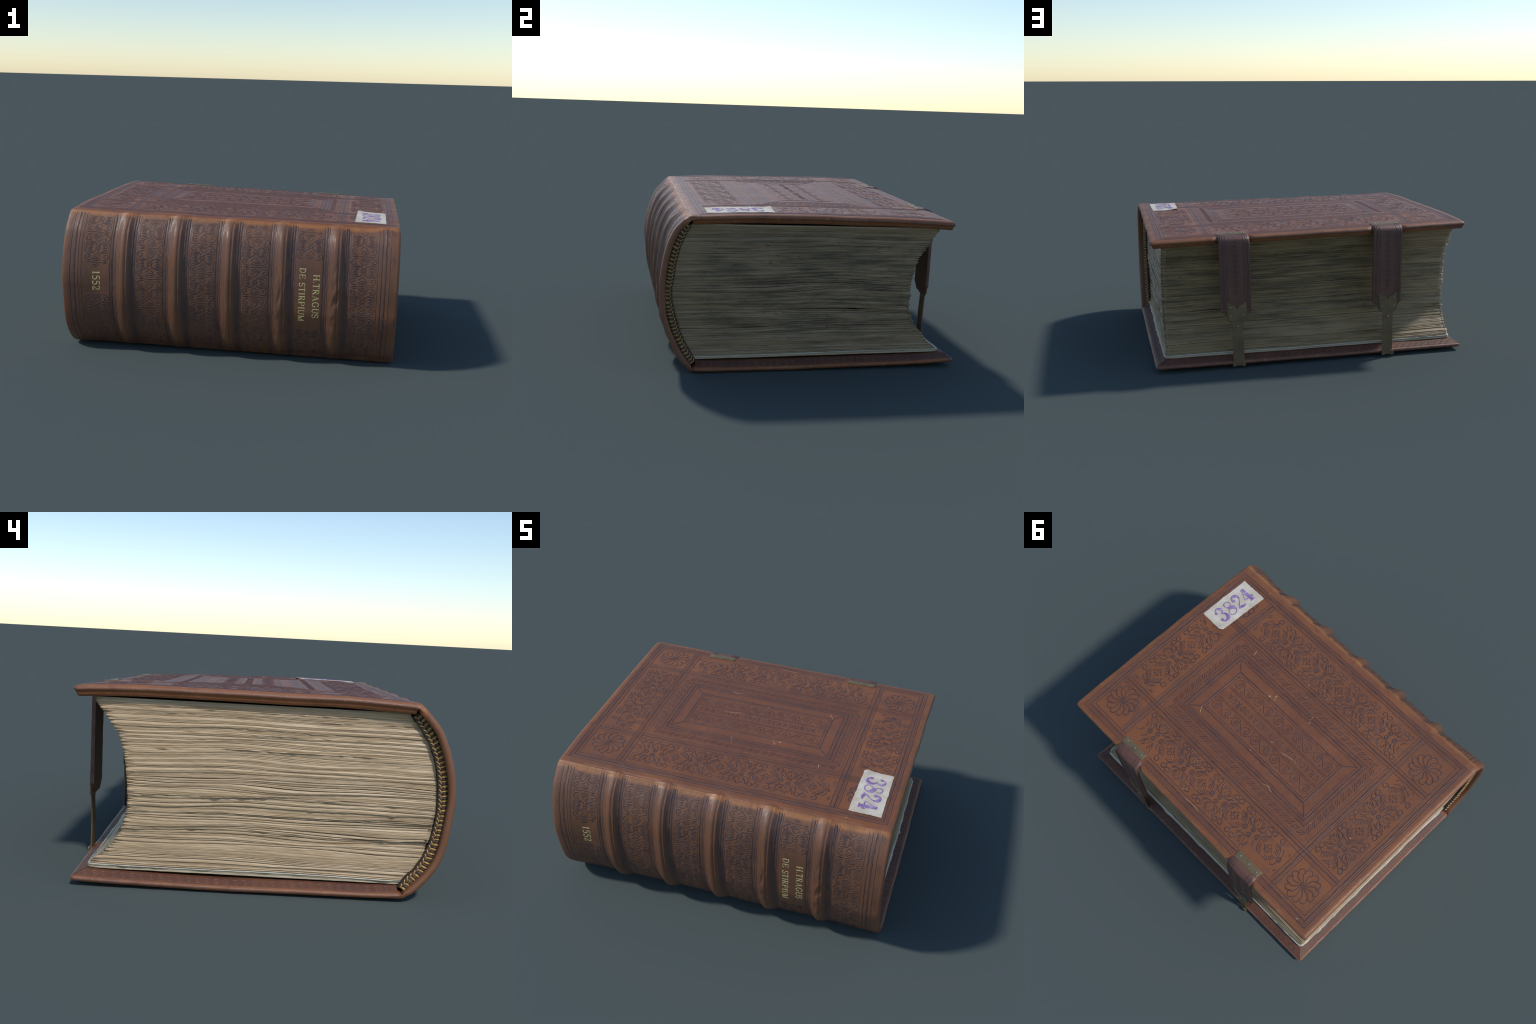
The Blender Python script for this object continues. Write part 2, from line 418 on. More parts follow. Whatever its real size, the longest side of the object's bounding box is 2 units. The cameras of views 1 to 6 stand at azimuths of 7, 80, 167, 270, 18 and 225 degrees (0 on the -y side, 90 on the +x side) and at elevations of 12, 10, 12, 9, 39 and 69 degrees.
NT, XL, XR = 190, -0.9985, 0.9945
bandfine = [np.linspace(b - 0.09, b + 0.09, 56) for b in BANDS]
ends = [np.array([XL, XL + .0008, XL + .0025, XL + .005, XL + .009, XL + .014, XL + .02]), np.array([XR - .02, XR - .014, XR - .009, XR - .005, XR - .0025, XR - .0008, XR])]
SX = np.unique(np.round(np.concatenate(bandfine + ends + [np.linspace(XL + .02, XR - .02, 170)]), 5))
keep = [0]
for i in range(1, len(SX)):
    if SX[i] - SX[keep[-1]] > 0.0006: keep.append(i)
SX = SX[keep]
wob_sp = Wob(2, 6, 30, 18, 7)
wob_crack = Wob(2, 40, 140, 20, 8)

def band_height(x):
    h = np.zeros_like(x)
    for k, b in enumerate(BANDS):
        d = x - b
        h += 0.0215 * np.exp(-(np.abs(d) / 0.0345) ** 3.0) - 0.0030 * gauss(np.abs(d) - 0.066, 0.012) - 0.0046 * gauss(d - 0.012, 0.0060)
    return h

pl, pr = catmull(PROF_L, NT), catmull(PROF_R, NT)
T = np.linspace(0, 1, NT)
U = ((SX - XL) / (XR - XL))[:, None]
SY = (1 - U) * pl[:, 0] + U * pr[:, 0]
SZ = (1 - U) * pl[:, 1] + U * pr[:, 1]
# where it lies on the boards it follows their surface
Xg = np.repeat(SX[:, None], NT, 1)
k = smooth(-0.655, -0.625, SY)
upper = SZ > 0.4
rim_x = np.interp(np.minimum(Xg + 0.9980, 0.9935 - Xg), [0.0, 0.0015, 0.0055, 0.012, 0.020, 0.030], [0.0165, 0.0120, 0.0068, 0.0026, 0.0006, 0.0])
kr = smooth(-0.672, -0.640, SY)
SZ = SZ + np.where(upper, -1.0, 1.0) * rim_x * (kr - k)
SZ = np.where(upper, SZ * (1 - k) + k * (ztop(Xg, np.maximum(SY, -0.645)) - rim_x - 0.0008 + 0.0026 * smooth(0.0, 0.045, T)[None]), SZ * (1 - k) + k * (zbot(Xg, np.maximum(SY, -0.63)) + rim_x - 0.0012))
def grid_normals(X, Y, Z):
    P = np.stack([X, Y, Z], -1)
    du = np.gradient(P, axis=0); dv = np.gradient(P, axis=1)
    n = np.cross(dv, du); n /= np.linalg.norm(n, axis=-1)[..., None] + 1e-12
    return n
def prof_normal(Y, Z):
    dy, dz = np.gradient(Y, axis=1), np.gradient(Z, axis=1)
    l = np.hypot(dy, dz) + 1e-12
    return np.stack([np.zeros_like(Y), dz / l, -dy / l], -1)
N0 = prof_normal(SY, SZ)
if N0[len(SX) // 2, NT // 2, 1] > 0: N0 = -N0
fade = (0.25 + 0.75 * smooth(0.05, 0.21, T)) * smooth(0.012, 0.045, T) * smooth(0.99, 0.82, T)
flat = (0.015 + 0.006 * U - (0.000 + 0.012 * U) * smooth(0.5, 0.8, T)[None]) * smooth(XL + 0.04, XL + 0.24, Xg) * smooth(XR - 0.04, XR - 0.22, Xg) * np.sin(PI * T)[None] ** 0.55
disp = band_height(Xg) * fade[None] - flat + 0.0016 * wob_sp(Xg * 1.0, T[None] * 1.1) * fade[None]
# cracked, rubbed leather on the two bands beside the title
for bx in BANDS[3:]:
    disp += 0.0030 * gauss(Xg - bx, 0.03) * np.clip(wob_crack(Xg * 1.6, T[None] * 0.8), -1.2, 0.5) * smooth(0.3, 0.42, T)[None] * smooth(0.85, 0.65, T)[None]
# small ridge where the leather turns over the board edge
ridge = 0.0024 * gauss(T - 0.060, 0.010) + 0.0022 * gauss(T - 0.93, 0.016)
disp += ridge[None]
# tooled fillets close to both ends
for e in (-0.945, -0.918, 0.905, 0.930): disp -= 0.0022 * gauss(Xg - e, 0.008) * fade[None]
SP = np.stack([Xg, SY, SZ], -1) + N0 * disp[..., None]
SP[..., 2] = np.maximum(SP[..., 2], 0.0004)
SN = grid_normals(SP[..., 0], SP[..., 1], SP[..., 2])
if SN[len(SX) // 2, NT // 2, 1] > 0: SN = -SN
TH = 0.030 * smooth(0.01, 0.085, T) * smooth(1.0, 0.91, T) + 0.0012
e = np.minimum(SX - XL, XR - SX)
f = np.sqrt(1 - np.clip(1 - e / 0.014, 0, 1) ** 2)
f = np.maximum(f, 0.03)
MIDS = SP - N0 * (TH[None, :, None] * 0.5)
outer = MIDS + N0 * (TH[None] * 0.5 * f[:, None])[..., None]
innr = MIDS - N0 * (TH[None] * 0.5 * f[:, None])[..., None]
outer[..., 2] = np.maximum(outer[..., 2], 0.0004)
innr[..., 2] = np.maximum(innr[..., 2], 0.0006)
ring = np.concatenate([outer, innr[:, ::-1]], 1)
nx, mm = ring.shape[:2]
F = [list(q) for q in grid_faces(nx, mm, close_m=True, flip=False)]
F.append(list(range(mm))); F.append([(nx - 1) * mm + i for i in range(mm)][::-1])
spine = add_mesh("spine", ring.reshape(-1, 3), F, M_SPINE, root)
LS = float(np.mean(np.linalg.norm(np.diff(SP[len(SX) // 2], axis=0), axis=1).sum()))

def spine_map(x, t, h):
    """point on the spine at x and at fraction t down the curve, lifted by h"""
    x = np.asarray(x, float); t = np.clip(np.asarray(t, float), 0, 1) * (NT - 1)
    i = np.clip(np.searchsorted(SX, x) - 1, 0, len(SX) - 2); fi = np.clip((x - SX[i]) / (SX[i + 1] - SX[i]), 0, 1)[..., None]
    j = np.clip(t.astype(int), 0, NT - 2); fj = (t - j)[..., None]
    def g(A): return (A[i, j] * (1 - fi) + A[i + 1, j] * fi) * (1 - fj) + (A[i, j + 1] * (1 - fi) + A[i + 1, j + 1] * fi) * fj
    return g(SP) + g(SN) * np.asarray(h)[..., None]

def spine_t(x, z):
    i = int(np.argmin(abs(SX - x))); zz = SP[i, :, 2]
    return float(np.interp(-z, -zz, T))

# =====================================================================
#  pressed strokes: thin bands of darkened leather laid in the surface
# =====================================================================
PRESS = [(-1.0, -0.0012), (-0.74, 0.0008), (0.0, 0.0003), (0.74, 0.0008), (1.0, -0.0012)]
INKP = [(-1.0, -0.0003), (-0.8, 0.0007), (0.8, 0.0007), (1.0, -0.0003)]

def densify(P, step):
    P = np.asarray(P, float)
    s = np.concatenate([[0], np.cumsum(np.linalg.norm(np.diff(P, axis=0), axis=1))])
    n = max(2, int(s[-1] / step) + 1)
    u = np.linspace(0, s[-1], n)
    return np.column_stack([np.interp(u, s, P[:, 0]), np.interp(u, s, P[:, 1])]), u / max(s[-1], 1e-9)

def stroke(soup, P, width, surf, closed=False, prof=PRESS, taper=0.0, lift=0.0):
    P = np.asarray(P, float)
    w = np.asarray(width, float)
    if closed:
        e = np.roll(P, -1, 0) - np.roll(P, 1, 0)
    else:
        e = np.gradient(P, axis=0)
    nrm = np.stack([-e[:, 1], e[:, 0]], 1); nrm /= np.linalg.norm(nrm, axis=1)[:, None] + 1e-12
    n = len(P)
    w = np.broadcast_to(w, (n,)).copy()
    if taper and not closed:
        s = np.linspace(0, 1, n); w *= np.minimum(1, np.minimum(s, 1 - s) / taper + 0.25)
    cols = []
    for o, h in prof:
        q = P + nrm * (w * 0.5 * o)[:, None]
        cols.append(surf(q[:, 0], q[:, 1], np.full(n, h + lift)))
    V = np.stack(cols, 1).reshape(-1, 3)
    F = grid_faces(n, len(prof), close_n=closed)
    soup.add(V, F)

def blob(soup, P, surf, h=0.0009):
    """a filled pressed patch with a star-shaped outline"""
    P = np.asarray(P, float); c = P.mean(0); n = len(P)
    V = np.concatenate([surf(P[:, 0], P[:, 1], np.full(n, -0.001)), surf(*(c + (P - c) * 0.8).T, np.full(n, h)), surf(np.array([c[0]]), np.array([c[1]]), np.array([h * 0.6]))])
    F = [[i, (i + 1) % n, n + (i + 1) % n, n + i] for i in range(n)] + [[n + i, n + (i + 1) % n, 2 * n] for i in range(n)]
    soup.add(V, F)

def top_surf(x, y, h):
    return np.column_stack([x, y, ztop(x, y) + h])

def bez(p0, p1, p2, p3, n=14):
    t = np.linspace(0, 1, n)[:, None]
    p0, p1, p2, p3 = map(np.array, (p0, p1, p2, p3))
    return (1 - t) ** 3 * p0 + 3 * t * (1 - t) ** 2 * p1 + 3 * t * t * (1 - t) * p2 + t ** 3 * p3

def circle(cx, cy, r, n=18, a0=0.0, a1=2 * PI, close=True):
    a = np.linspace(a0, a1, n, endpoint=not close)
    return np.column_stack([cx + r * np.cos(a), cy + r * np.sin(a)])

def curl(p0, p1, c, r, a, turn, rend=0.3, n=10):
    """a scroll: leaves p0 towards p1 and winds into a spiral round c that starts at angle a"""
    c = np.array(c, float); sgn = 1 if turn > 0 else -1
    s = c + r * np.array([math.cos(a), math.sin(a)])
    tang = sgn * np.array([-math.sin(a), math.cos(a)])
    d = np.linalg.norm(s - np.array(p0))
    A = bez(p0, p1, s - tang * d * 0.35, s, n)
    ang = np.linspace(a, a + turn, 16)[1:]
    rr = np.linspace(r, r * rend, 16)[1:]
    return np.vstack([A, np.column_stack([c[0] + rr * np.cos(ang), c[1] + rr * np.sin(ang)])])

def flip(P, sx, sy): return np.asarray(P) * np.array([sx, sy])

# ---- motifs in their own plane (p along the border, q across it) ------
def arabesque_shapes():
    """lozenge of four S-scrolls with a small leaf flower: strokes as (points, width, closed)"""
    S = []
    for sx in (1, -1):
        S.append((circle(sx * 0.090, 0, 0.0130, 16), 0.0088, True)); S.append((circle(sx * 0.090, 0, 0.0035, 8), 0.006, True))
        for sy in (1, -1):
            S.append((flip(curl((0.074, 0.004), (0.076, 0.056), (0.0290, 0.0860), 0.0200, -1.0, 6.6, 0.42), sx, sy), 0.0078, False))
            S.append((flip(bez((0.068, 0.002), (0.050, 0.022), (0.066, 0.058), (0.006, 0.054), 16), sx, sy), 0.0062, False))
            S.append((flip(bez((0.088, 0.018), (0.094, 0.034), (0.084, 0.050), (0.066, 0.056), 8), sx, sy), 0.0070, False))
            for (x, y, dx, dy) in ((0.054, 0.013, -0.014, -0.003), (0.052, 0.025, -0.015, -0.006), (0.048, 0.037, -0.013, -0.012), (0.035, 0.046, -0.006, -0.014), (0.020, 0.049, -0.002, -0.013)):
                S.append((flip(np.array([(x, y), (x + dx, y + dy)]), sx, sy), 0.0078, False))
            S.append((flip(bez((0.003, 0.003), (0.012, 0.004), (0.018, 0.012), (0.016, 0.020), 7), sx, sy), 0.0085, False))
            S.append((flip(bez((0.036, 0.000), (0.016, 0.004), (0.006, 0.014), (0.000, 0.034), 8), sx, sy), 0.0046, False))
    return S

def palmette_shapes():
    """ring pair with two leaf fans between curls; its centre lies halfway between two lozenges"""
    S = []
    for sy in (1, -1):
        S.append((flip(circle(0, 0.0190, 0.0125, 16), 1, sy), 0.0088, True)); S.append((flip(circle(0, 0.0190, 0.003, 8), 1, sy), 0.006, True))
        for sx in (1, -1):
            S.append((flip(curl((0.007, 0.036), (0.052, 0.030), (0.0735, 0.0870), 0.0195, -2.75, -6.6, 0.42), sx, sy), 0.0078, False))
            S.append((flip(bez((0.006, 0.043), (0.030, 0.042), (0.042, 0.064), (0.046, 0.098)), sx, sy), 0.0062, False))
            for k, (x, y) in enumerate(((0.036, 0.068), (0.033, 0.081), (0.027, 0.094))):
                S.append((flip(np.array([(x, y), (x - 0.016, y - 0.017)]), sx, sy), 0.0080, False))
            S.append((flip(np.array([(0.005, 0.104), (0.009, 0.078)]), sx, sy), 0.0076, False))
        S.append((flip(np.array([(0.0, 0.044), (0.0, 0.072)]), 1, sy), 0.0066, False))
    return S

def draw(soup, shapes, place, surf, wscale=1.0, clip=None, step=0.006, rnd=0.0):
    for P, w, closed in shapes:
        P = np.asarray(P, float)
        if not closed and len(P) == 2: P, _ = densify(P, step)
        w = np.asarray(w) if np.size(w) == len(P) else float(np.max(w))
        Q = place(P)
        if clip is not None and not clip(Q).all():
            continue
        stroke(soup, Q, w * wscale, surf, closed, taper=0.0 if closed else 0.06)

def border_run(names, cx, cy, along, n0, n1, period, first, clip, shift=0.0):
    """lozenges and palmettes in alternation along one side of the cover"""
    for i in range(n0, n1):
        for kind, fn, off in (("arabesque", arabesque_shapes, 0.0), ("palmette", palmette_shapes, period / 2)):
            s = Soup(); o = first + i * period + off
            jx, jy, ja = rng.normal(0, 0.0012, 3); ca, sa = math.cos(ja * 8), math.sin(ja * 8)
            def place(P):
                p = P[:, 0] * ca - P[:, 1] * sa + o + jx; q = P[:, 0] * sa + P[:, 1] * ca + jy
                return np.column_stack([p, cy + q]) if along == "x" else np.column_stack([cx + q, p])
            draw(s, fn(), place, top_surf, 1.0, clip)
            if s.n: s.make(kind, M_TOOL, cover)

def inbox(x0, x1, y0, y1):
    return lambda Q: (Q[:, 0] > x0) & (Q[:, 0] < x1) & (Q[:, 1] > y0) & (Q[:, 1] < y1)

border_run(None, 0, -0.423, "x", -3, 4, 0.2775, -0.068, lambda Q: inbox(-0.612, 0.612, -0.56, -0.30)(Q))
border_run(None, 0, 0.579, "x", -3, 4, 0.2775, 0.064, lambda Q: inbox(-0.612, 0.612, 0.46, 0.70)(Q) & ~(((np.abs(Q[:, 0] - 0.51) < 0.10) | (np.abs(Q[:, 0] + 0.475) < 0.10)) & (Q[:, 1] > 0.675)))
border_run(None, -0.778, 0, "y", -2, 3, 0.2775, 0.133, lambda Q: inbox(-0.90, -0.66, -0.262, 0.415)(Q))
border_run(None, 0.795, 0, "y", -2, 3, 0.2775, 0.010, lambda Q: inbox(0.66, 0.90, -0.185, 0.415)(Q))

# ---- corner rosettes --------------------------------------------------
def rosette_shapes(n=12, R=0.102):
    S = []
    for i in range(n):
        a = i * 2 * PI / n
        r = np.linspace(0.007, R * 0.78, 14); q = r / (R * 0.78)
        th = a + 0.50 * np.sin(q * PI / 2) - 0.34 * q ** 3
        line = np.column_stack([r * np.cos(th), r * np.sin(th)])
        half = PI / n; ce = th[-1] + half; cr = R * 0.78 * math.cos(half); hr = R * 0.78 * math.sin(half)
        g = np.linspace(-PI / 2, PI * 0.62, 14)                     # rounded petal head, ending in a small hook
        hk = hr * np.linspace(1.0, 0.86, 14)
        hx, hy = cr + hk * 1.12 * np.cos(g), hk * np.sin(g)
        head = np.column_stack([hx * math.cos(ce) - hy * math.sin(ce), hx * math.sin(ce) + hy * math.cos(ce)])
        S.append((np.vstack([line, head[1:]]), 0.0080, False))
    S.append((circle(0, 0, 0.007, 10), 0.007, True))
    return S

for cx, cy, rot in ((-0.783, -0.418, 0.1), (-0.780, 0.587, 0.4), (0.799, 0.566, 0.7), (0.790, -0.418, 0.2)):
    s = Soup(); c, sn = math.cos(rot), math.sin(rot)
    draw(s, rosette_shapes(), lambda P: np.column_stack([cx + P[:, 0] * c - P[:, 1] * sn, cy + P[:, 0] * sn + P[:, 1] * c]), top_surf)
    s.make("rosette", M_TOOL, cover)

# ---- ruled fillets ----------------------------------------------------
fil = Soup(); filsoft = Soup()
wl = Wob(1, 12, 40, 8, 21)
def rule(p, q, w, soup=None, surf=top_surf):
    P, u = densify([p, q], 0.018)
    d = np.array(q) - np.array(p); d = d / np.linalg.norm(d)
    P = P + np.outer(wl(u * 2 + p[0] * 7 + p[1] * 3) * 0.0008, [-d[1], d[0]])
    ww = w * (1 + 0.15 * wl(u * 3.3 + p[0] * 3 + 5))
    stroke(soup or fil, P, ww, surf)
def frame(x0, x1, y0, y1, w, soup=None):
    h = w * 0.5
    rule((x0, y0), (x1, y0), w, soup); rule((x1, y0), (x1, y1), w, soup); rule((x1, y1), (x0, y1), w, soup); rule((x0, y1), (x0, y0), w, soup)

STRAPGAP = ((0.617, 0.405), (-0.370, -0.578))
def frame_gapped(x0, x1, y0, y1, w, soup=None):
    rule((x0, y0), (x1, y0), w, soup); rule((x1, y0), (x1, y1), w, soup); rule((x0, y1), (x0, y0), w, soup)
    if y1 > 0.69:
        xs = [x1, STRAPGAP[0][0], STRAPGAP[0][1], STRAPGAP[1][0], STRAPGAP[1][1], x0]
        for a, b in zip(xs[::2], xs[1::2]): rule((a, y1), (b, y1), w, soup)
    else: rule((x1, y1), (x0, y1), w, soup)

frame_gapped(-0.952, 0.952, -0.598, 0.745, 0.0065)
frame_gapped(-0.928, 0.926, -0.577, 0.716, 0.0110)
frame_gapped(-0.941, 0.940, -0.588, 0.732, 0.0050, filsoft)
frame_gapped(-0.905, 0.906, -0.553, 0.694, 0.0055)
for s in (-1, 1):
    for x, w in ((0.668, 0.005), (0.644, 0.0105), (0.621, 0.0055)):
        rule((s * x, -0.553), (s * x, 0.694), w)
    rule((s * 0.655, -0.553), (s * 0.655, 0.694), 0.004, filsoft)
for y, w in ((-0.312, 0.0055), (-0.290, 0.0105), (-0.268, 0.0055), (0.423, 0.0055), (0.443, 0.0105), (0.468, 0.0055)):
    rule((-0.905, y), (0.905, y), w)
frame(-0.541, 0.543, -0.184, 0.340, 0.0060)
frame(-0.517, 0.519, -0.162, 0.319, 0.0105)
frame(-0.498, 0.498, -0.141, 0.301, 0.0060)
frame(-0.434, 0.436, -0.078, 0.243, 0.0105)
frame(-0.418, 0.420, -0.062, 0.227, 0.0050)
frame(-0.604, 0.604, -0.252, 0.408, 0.0040, filsoft)
for a, b in (((-0.498, -0.141), (-0.434, -0.078)), ((0.498, -0.141), (0.436, -0.078)), ((0.498, 0.301), (0.436, 0.243)), ((-0.498, 0.301), (-0.434, 0.243))):
    rule(a, b, 0.0085)
for y in (0.032, 0.042, 0.122, 0.132): rule((-0.410, y), (0.412, y), 0.0045)
fil.make("ruled_fillet", M_TOOL, cover)
filsoft.make("ruled_fillet", M_TOOL_SOFT, cover)

# ---- rope chain round the centre panel --------------------------------
chain = Soup()
def link(cx, cy, ax):
    S = [bez((-0.024, -0.012), (-0.014, -0.020), (-0.004, -0.006), (0.0, 0.0), 8), bez((0.0, 0.0), (0.004, 0.006), (0.014, 0.020), (0.024, 0.012), 8),
         bez((-0.019, -0.004), (-0.012, 0.004), (-0.010, 0.014), (0.002, 0.015), 7), bez((0.019, 0.004), (0.012, -0.004), (0.010, -0.014), (-0.002, -0.015), 7)]
    for k, P in enumerate(S):
        Q = P + rng.normal(0, 0.0006, 2)
        Q = np.column_stack([cx + Q[:, 0], cy + Q[:, 1]]) if ax == "x" else np.column_stack([cx - Q[:, 1], cy + Q[:, 0]])
        stroke(chain, Q, 0.0082 if k < 2 else 0.0055, top_surf, taper=0.2)
for x in np.linspace(-0.552, 0.552, 25):
    link(x, -0.221, "x"); link(x, 0.376, "x")
for y in np.linspace(-0.180, 0.335, 12):
    link(-0.573, y, "y"); link(0.573, y, "y")
chain.make("rope_chain", M_TOOL, cover, kind="stuff")

# ---- vine scrolls -----------------------------------------------------
def vine(cy, up):
    s = Soup(); n = 10; x = np.linspace(-0.376, 0.378, n); sp = x[1] - x[0]; A = 0.0315
    xx = np.linspace(x[0] - sp * 0.45, x[-1] + sp * 0.4, 170)
    stroke(s, np.column_stack([xx, cy + up * A * np.cos(PI * (xx - x[0]) / sp)]), 0.0058, top_surf, taper=0.02)
    for i in range(n):
        g = up if i % 2 == 0 else -up
        cx, c = x[i] - 0.002, cy - g * 0.002
        a = np.linspace(0.25, -5.3, 30); rr = np.linspace(0.0285, 0.0165, 30)
        stroke(s, np.column_stack([cx + rr * np.cos(a), c + g * rr * np.sin(a)]), 0.0060, top_surf, taper=0.06)
        for k in range(4):
            b = k * PI / 2 + i
            blob(s, circle(cx + 0.0080 * math.cos(b), c + 0.0080 * math.sin(b), 0.0055, 8), top_surf)
        for dx, dy in ((0.038, 0.026), (0.046, 0.031), (0.034, 0.034)):
            blob(s, circle(x[i] + dx, cy + g * dy, 0.0042, 7), top_surf)
    s.make("vine_scroll", M_TOOL, cover)
vine(-0.016, 1); vine(0.175, 1)

# =====================================================================
#  lettering: strokes with thick stems, hairlines and serifs
# =====================================================================
def arc(cx, cy, rx, ry, a0, a1, n=12):
    a = np.radians(np.linspace(a0, a1, n)); return np.column_stack([cx + rx * np.cos(a), cy + ry * np.sin(a)])
K, H = 0.17, 0.075            # stem and hairline, in units of the letter height
def stem(x, y0=0.03, y1=0.97): return ([(x, y0), (x, y1)], K)
def serif(x, y, w=0.22): return ([(x - w / 2, y), (x + w / 2, y)], H)
GLYPH = {
 "H": (0.80, [stem(.14), stem(.62), ([(.14, .5), (.62, .5)], H), serif(.14, .04, .28), serif(.14, .96, .28), serif(.62, .04, .28), serif(.62, .96, .28)]),
 "T": (0.74, [stem(.34), ([(.02, .95), (.66, .95)], .10), serif(.34, .04, .30), ([(.04, .95), (.04, .76)], H), ([(.64, .95), (.64, .76)], H)]),
 "R": (0.78, [stem(.15), (np.vstack([[(.15, .95)], arc(.34, .73, .22, .22, 90, -90), [(.15, .51)]]), .11), ([(.32, .51), (.62, .04)], K), serif(.15, .04, .28), serif(.12, .96, .18), serif(.64, .04, .16)]),
 "A": (0.80, [([(.12, .03), (.37, .97)], H), ([(.37, .97), (.62, .03)], K), ([(.2, .34), (.54, .34)], H), serif(.12, .04, .26), serif(.62, .04, .28)]),
 "G": (0.80, [(arc(.38, .5, .28, .46, 50, 310, 22), .13), ([(.62, .08), (.62, .42)], K), serif(.60, .43, .26), ([(.57, .70), (.57, .94)], H)]),
 "U": (0.78, [(np.vstack([[(.15, .96), (.15, .36)], arc(.38, .32, .23, .28, 180, 360, 12), [(.61, .96)]]), .12), serif(.15, .96, .28), serif(.61, .96, .26)]),
 "S": (0.60, [(np.vstack([arc(.28, .73, .2, .22, 20, 250, 14), arc(.28, .26, .22, .23, 70, -150, 14)]), .12), ([(.48, .74), (.48, .95)], H), ([(.06, .06), (.06, .27)], H)]),
 "D": (0.80, [stem(.15), (np.vstack([[(.15, .95)], arc(.30, .5, .33, .45, 90, -90, 18), [(.15, .05)]]), .12), serif(.12, .04, .2), serif(.12, .96, .2)]),
 "E": (0.70, [stem(.15), ([(.05, .95), (.56, .95)], H), ([(.05, .05), (.58, .05)], H), ([(.15, .52), (.42, .52)], H), ([(.56, .96), (.56, .76)], H), ([(.59, .04), (.59, .26)], H), ([(.42, .62), (.42, .42)], H)]),
 "I": (0.38, [stem(.17), serif(.17, .04, .3), serif(.17, .96, .3)]),
 "P": (0.70, [stem(.15), (np.vstack([[(.15, .95)], arc(.34, .71, .23, .24, 90, -90), [(.15, .47)]]), .11), serif(.15, .04, .3), serif(.12, .96, .18)]),
 "M": (0.96, [stem(.76), ([(.14, .03), (.14, .97)], H), ([(.14, .97), (.45, .05)], K), ([(.45, .05), (.76, .97)], H), serif(.14, .04, .26), serif(.76, .04, .28), serif(.12, .96, .16), serif(.78, .96, .18)]),
 "C": (0.74, [(arc(.38, .5, .28, .46, 50, 310, 22), .13), ([(.57, .70), (.57, .94)], H)]),
 "O": (0.80, [(arc(.38, .5, .29, .45, 0, 360, 26), .13)]),
 "V": (0.78, [([(.10, .97), (.37, .03)], K), ([(.37, .03), (.62, .97)], H), serif(.10, .96, .26), serif(.62, .96, .24)]),
 "K": (0.78, [stem(.15), ([(.15, .42), (.58, .96)], H), ([(.30, .56), (.62, .04)], K), serif(.15, .04, .28), serif(.15, .96, .28), serif(.60, .96, .2), serif(.64, .04, .18)]),
 "1": (0.56, [stem(.28), ([(.28, .96), (.10, .82)], H), serif(.28, .04, .34)]),
 "5": (0.62, [([(.14, .95), (.50, .95)], .12), ([(.15, .95), (.12, .54)], H), (np.vstack([[(.12, .54)], arc(.27, .32, .24, .28, 110, -140, 16)]), .13)]),
 "2": (0.62, [(np.vstack([arc(.28, .70, .21, .25, 165, -30, 14), [(.10, .07)]]), .11), ([(.08, .07), (.54, .07)], .14), ([(.54, .07), (.54, .24)], H)]),
 "9": (0.62, [(arc(.28, .68, .2, .27, 0, 360, 20), .11), (np.vstack([[(.48, .68)], arc(.24, .5, .24, .44, 0, -100, 10)]), .11)]),
 "7": (0.62, [([(.06, .94), (.54, .94)], .13), ([(.52, .92), (.22, .04)], .13)]),
 ".": (0.30, [([(.10, .07), (.19, .07)], .16)]),
 "„": (0.40, [([(.10, .12), (.06, -.08)], .1), ([(.25, .12), (.21, -.08)], .1)]),
 "”": (0.40, [([(.10, 1.0), (.06, .78)], .1), ([(.25, 1.0), (.21, .78)], .1)]),
 " ": (0.42, []),
}
def text_width(t): return sum(GLYPH[c][0] for c in t)

def write(soup, text, place, surf, size, xscale=1.0, weight=1.0, prof=INKP, gaps=0.0):
    """place maps (along, up) in metres to surface coordinates"""
    x = 0.0
    for ch in text:
        w, strokes = GLYPH[ch]
        for P, sw in strokes:
            Q = np.asarray(P, float)
            if len(Q) < 6: Q, _ = densify(Q, 0.12)
            Q = np.column_stack([(Q[:, 0] + x) * size * xscale, Q[:, 1] * size])
            stroke(soup, place(Q), sw * size * weight, surf, prof=prof, lift=rng.uniform(0, 0.00025))
        x += w + gaps

def spine_surf(x, s, h):           # s: metres down the curve
    return spine_map(x, np.asarray(s) / LS, h)

def spine_text(text, name, x0, height, z0, z1):
    s = Soup(); xm = x0 + height / 2
    s0, s1 = spine_t(xm, z0) * LS, spine_t(xm, z1) * LS
    xs = (s1 - s0) / (text_width(text) * height)
    write(s, text, lambda Q: np.column_stack([x0 + Q[:, 1], s0 + Q[:, 0]]), spine_surf, height, xs, 1.25)
    s.make(name, M_GOLD, spine)
spine_text("H.TRAGUS", "gilt_title", 0.506, 0.0385, 0.556, 0.293)
spine_text("DE STIRPIUM", "gilt_title", 0.425, 0.0370, 0.592, 0.268)
spine_text("1552", "gilt_date", -0.811, 0.0450, 0.512, 0.388)

motto = "CRACOVIA 1971 „STARODRUK”"
s = Soup(); hh = 0.036
xs = (0.790) / (text_width(motto) * hh + 0.10 * hh * len(motto))
write(s, motto, lambda Q: np.column_stack([-0.392 + Q[:, 0], 0.065 + Q[:, 1]]), top_surf, hh, xs, 1.0, PRESS, 0.10)
s.make("pressed_motto", M_TOOL, cover)

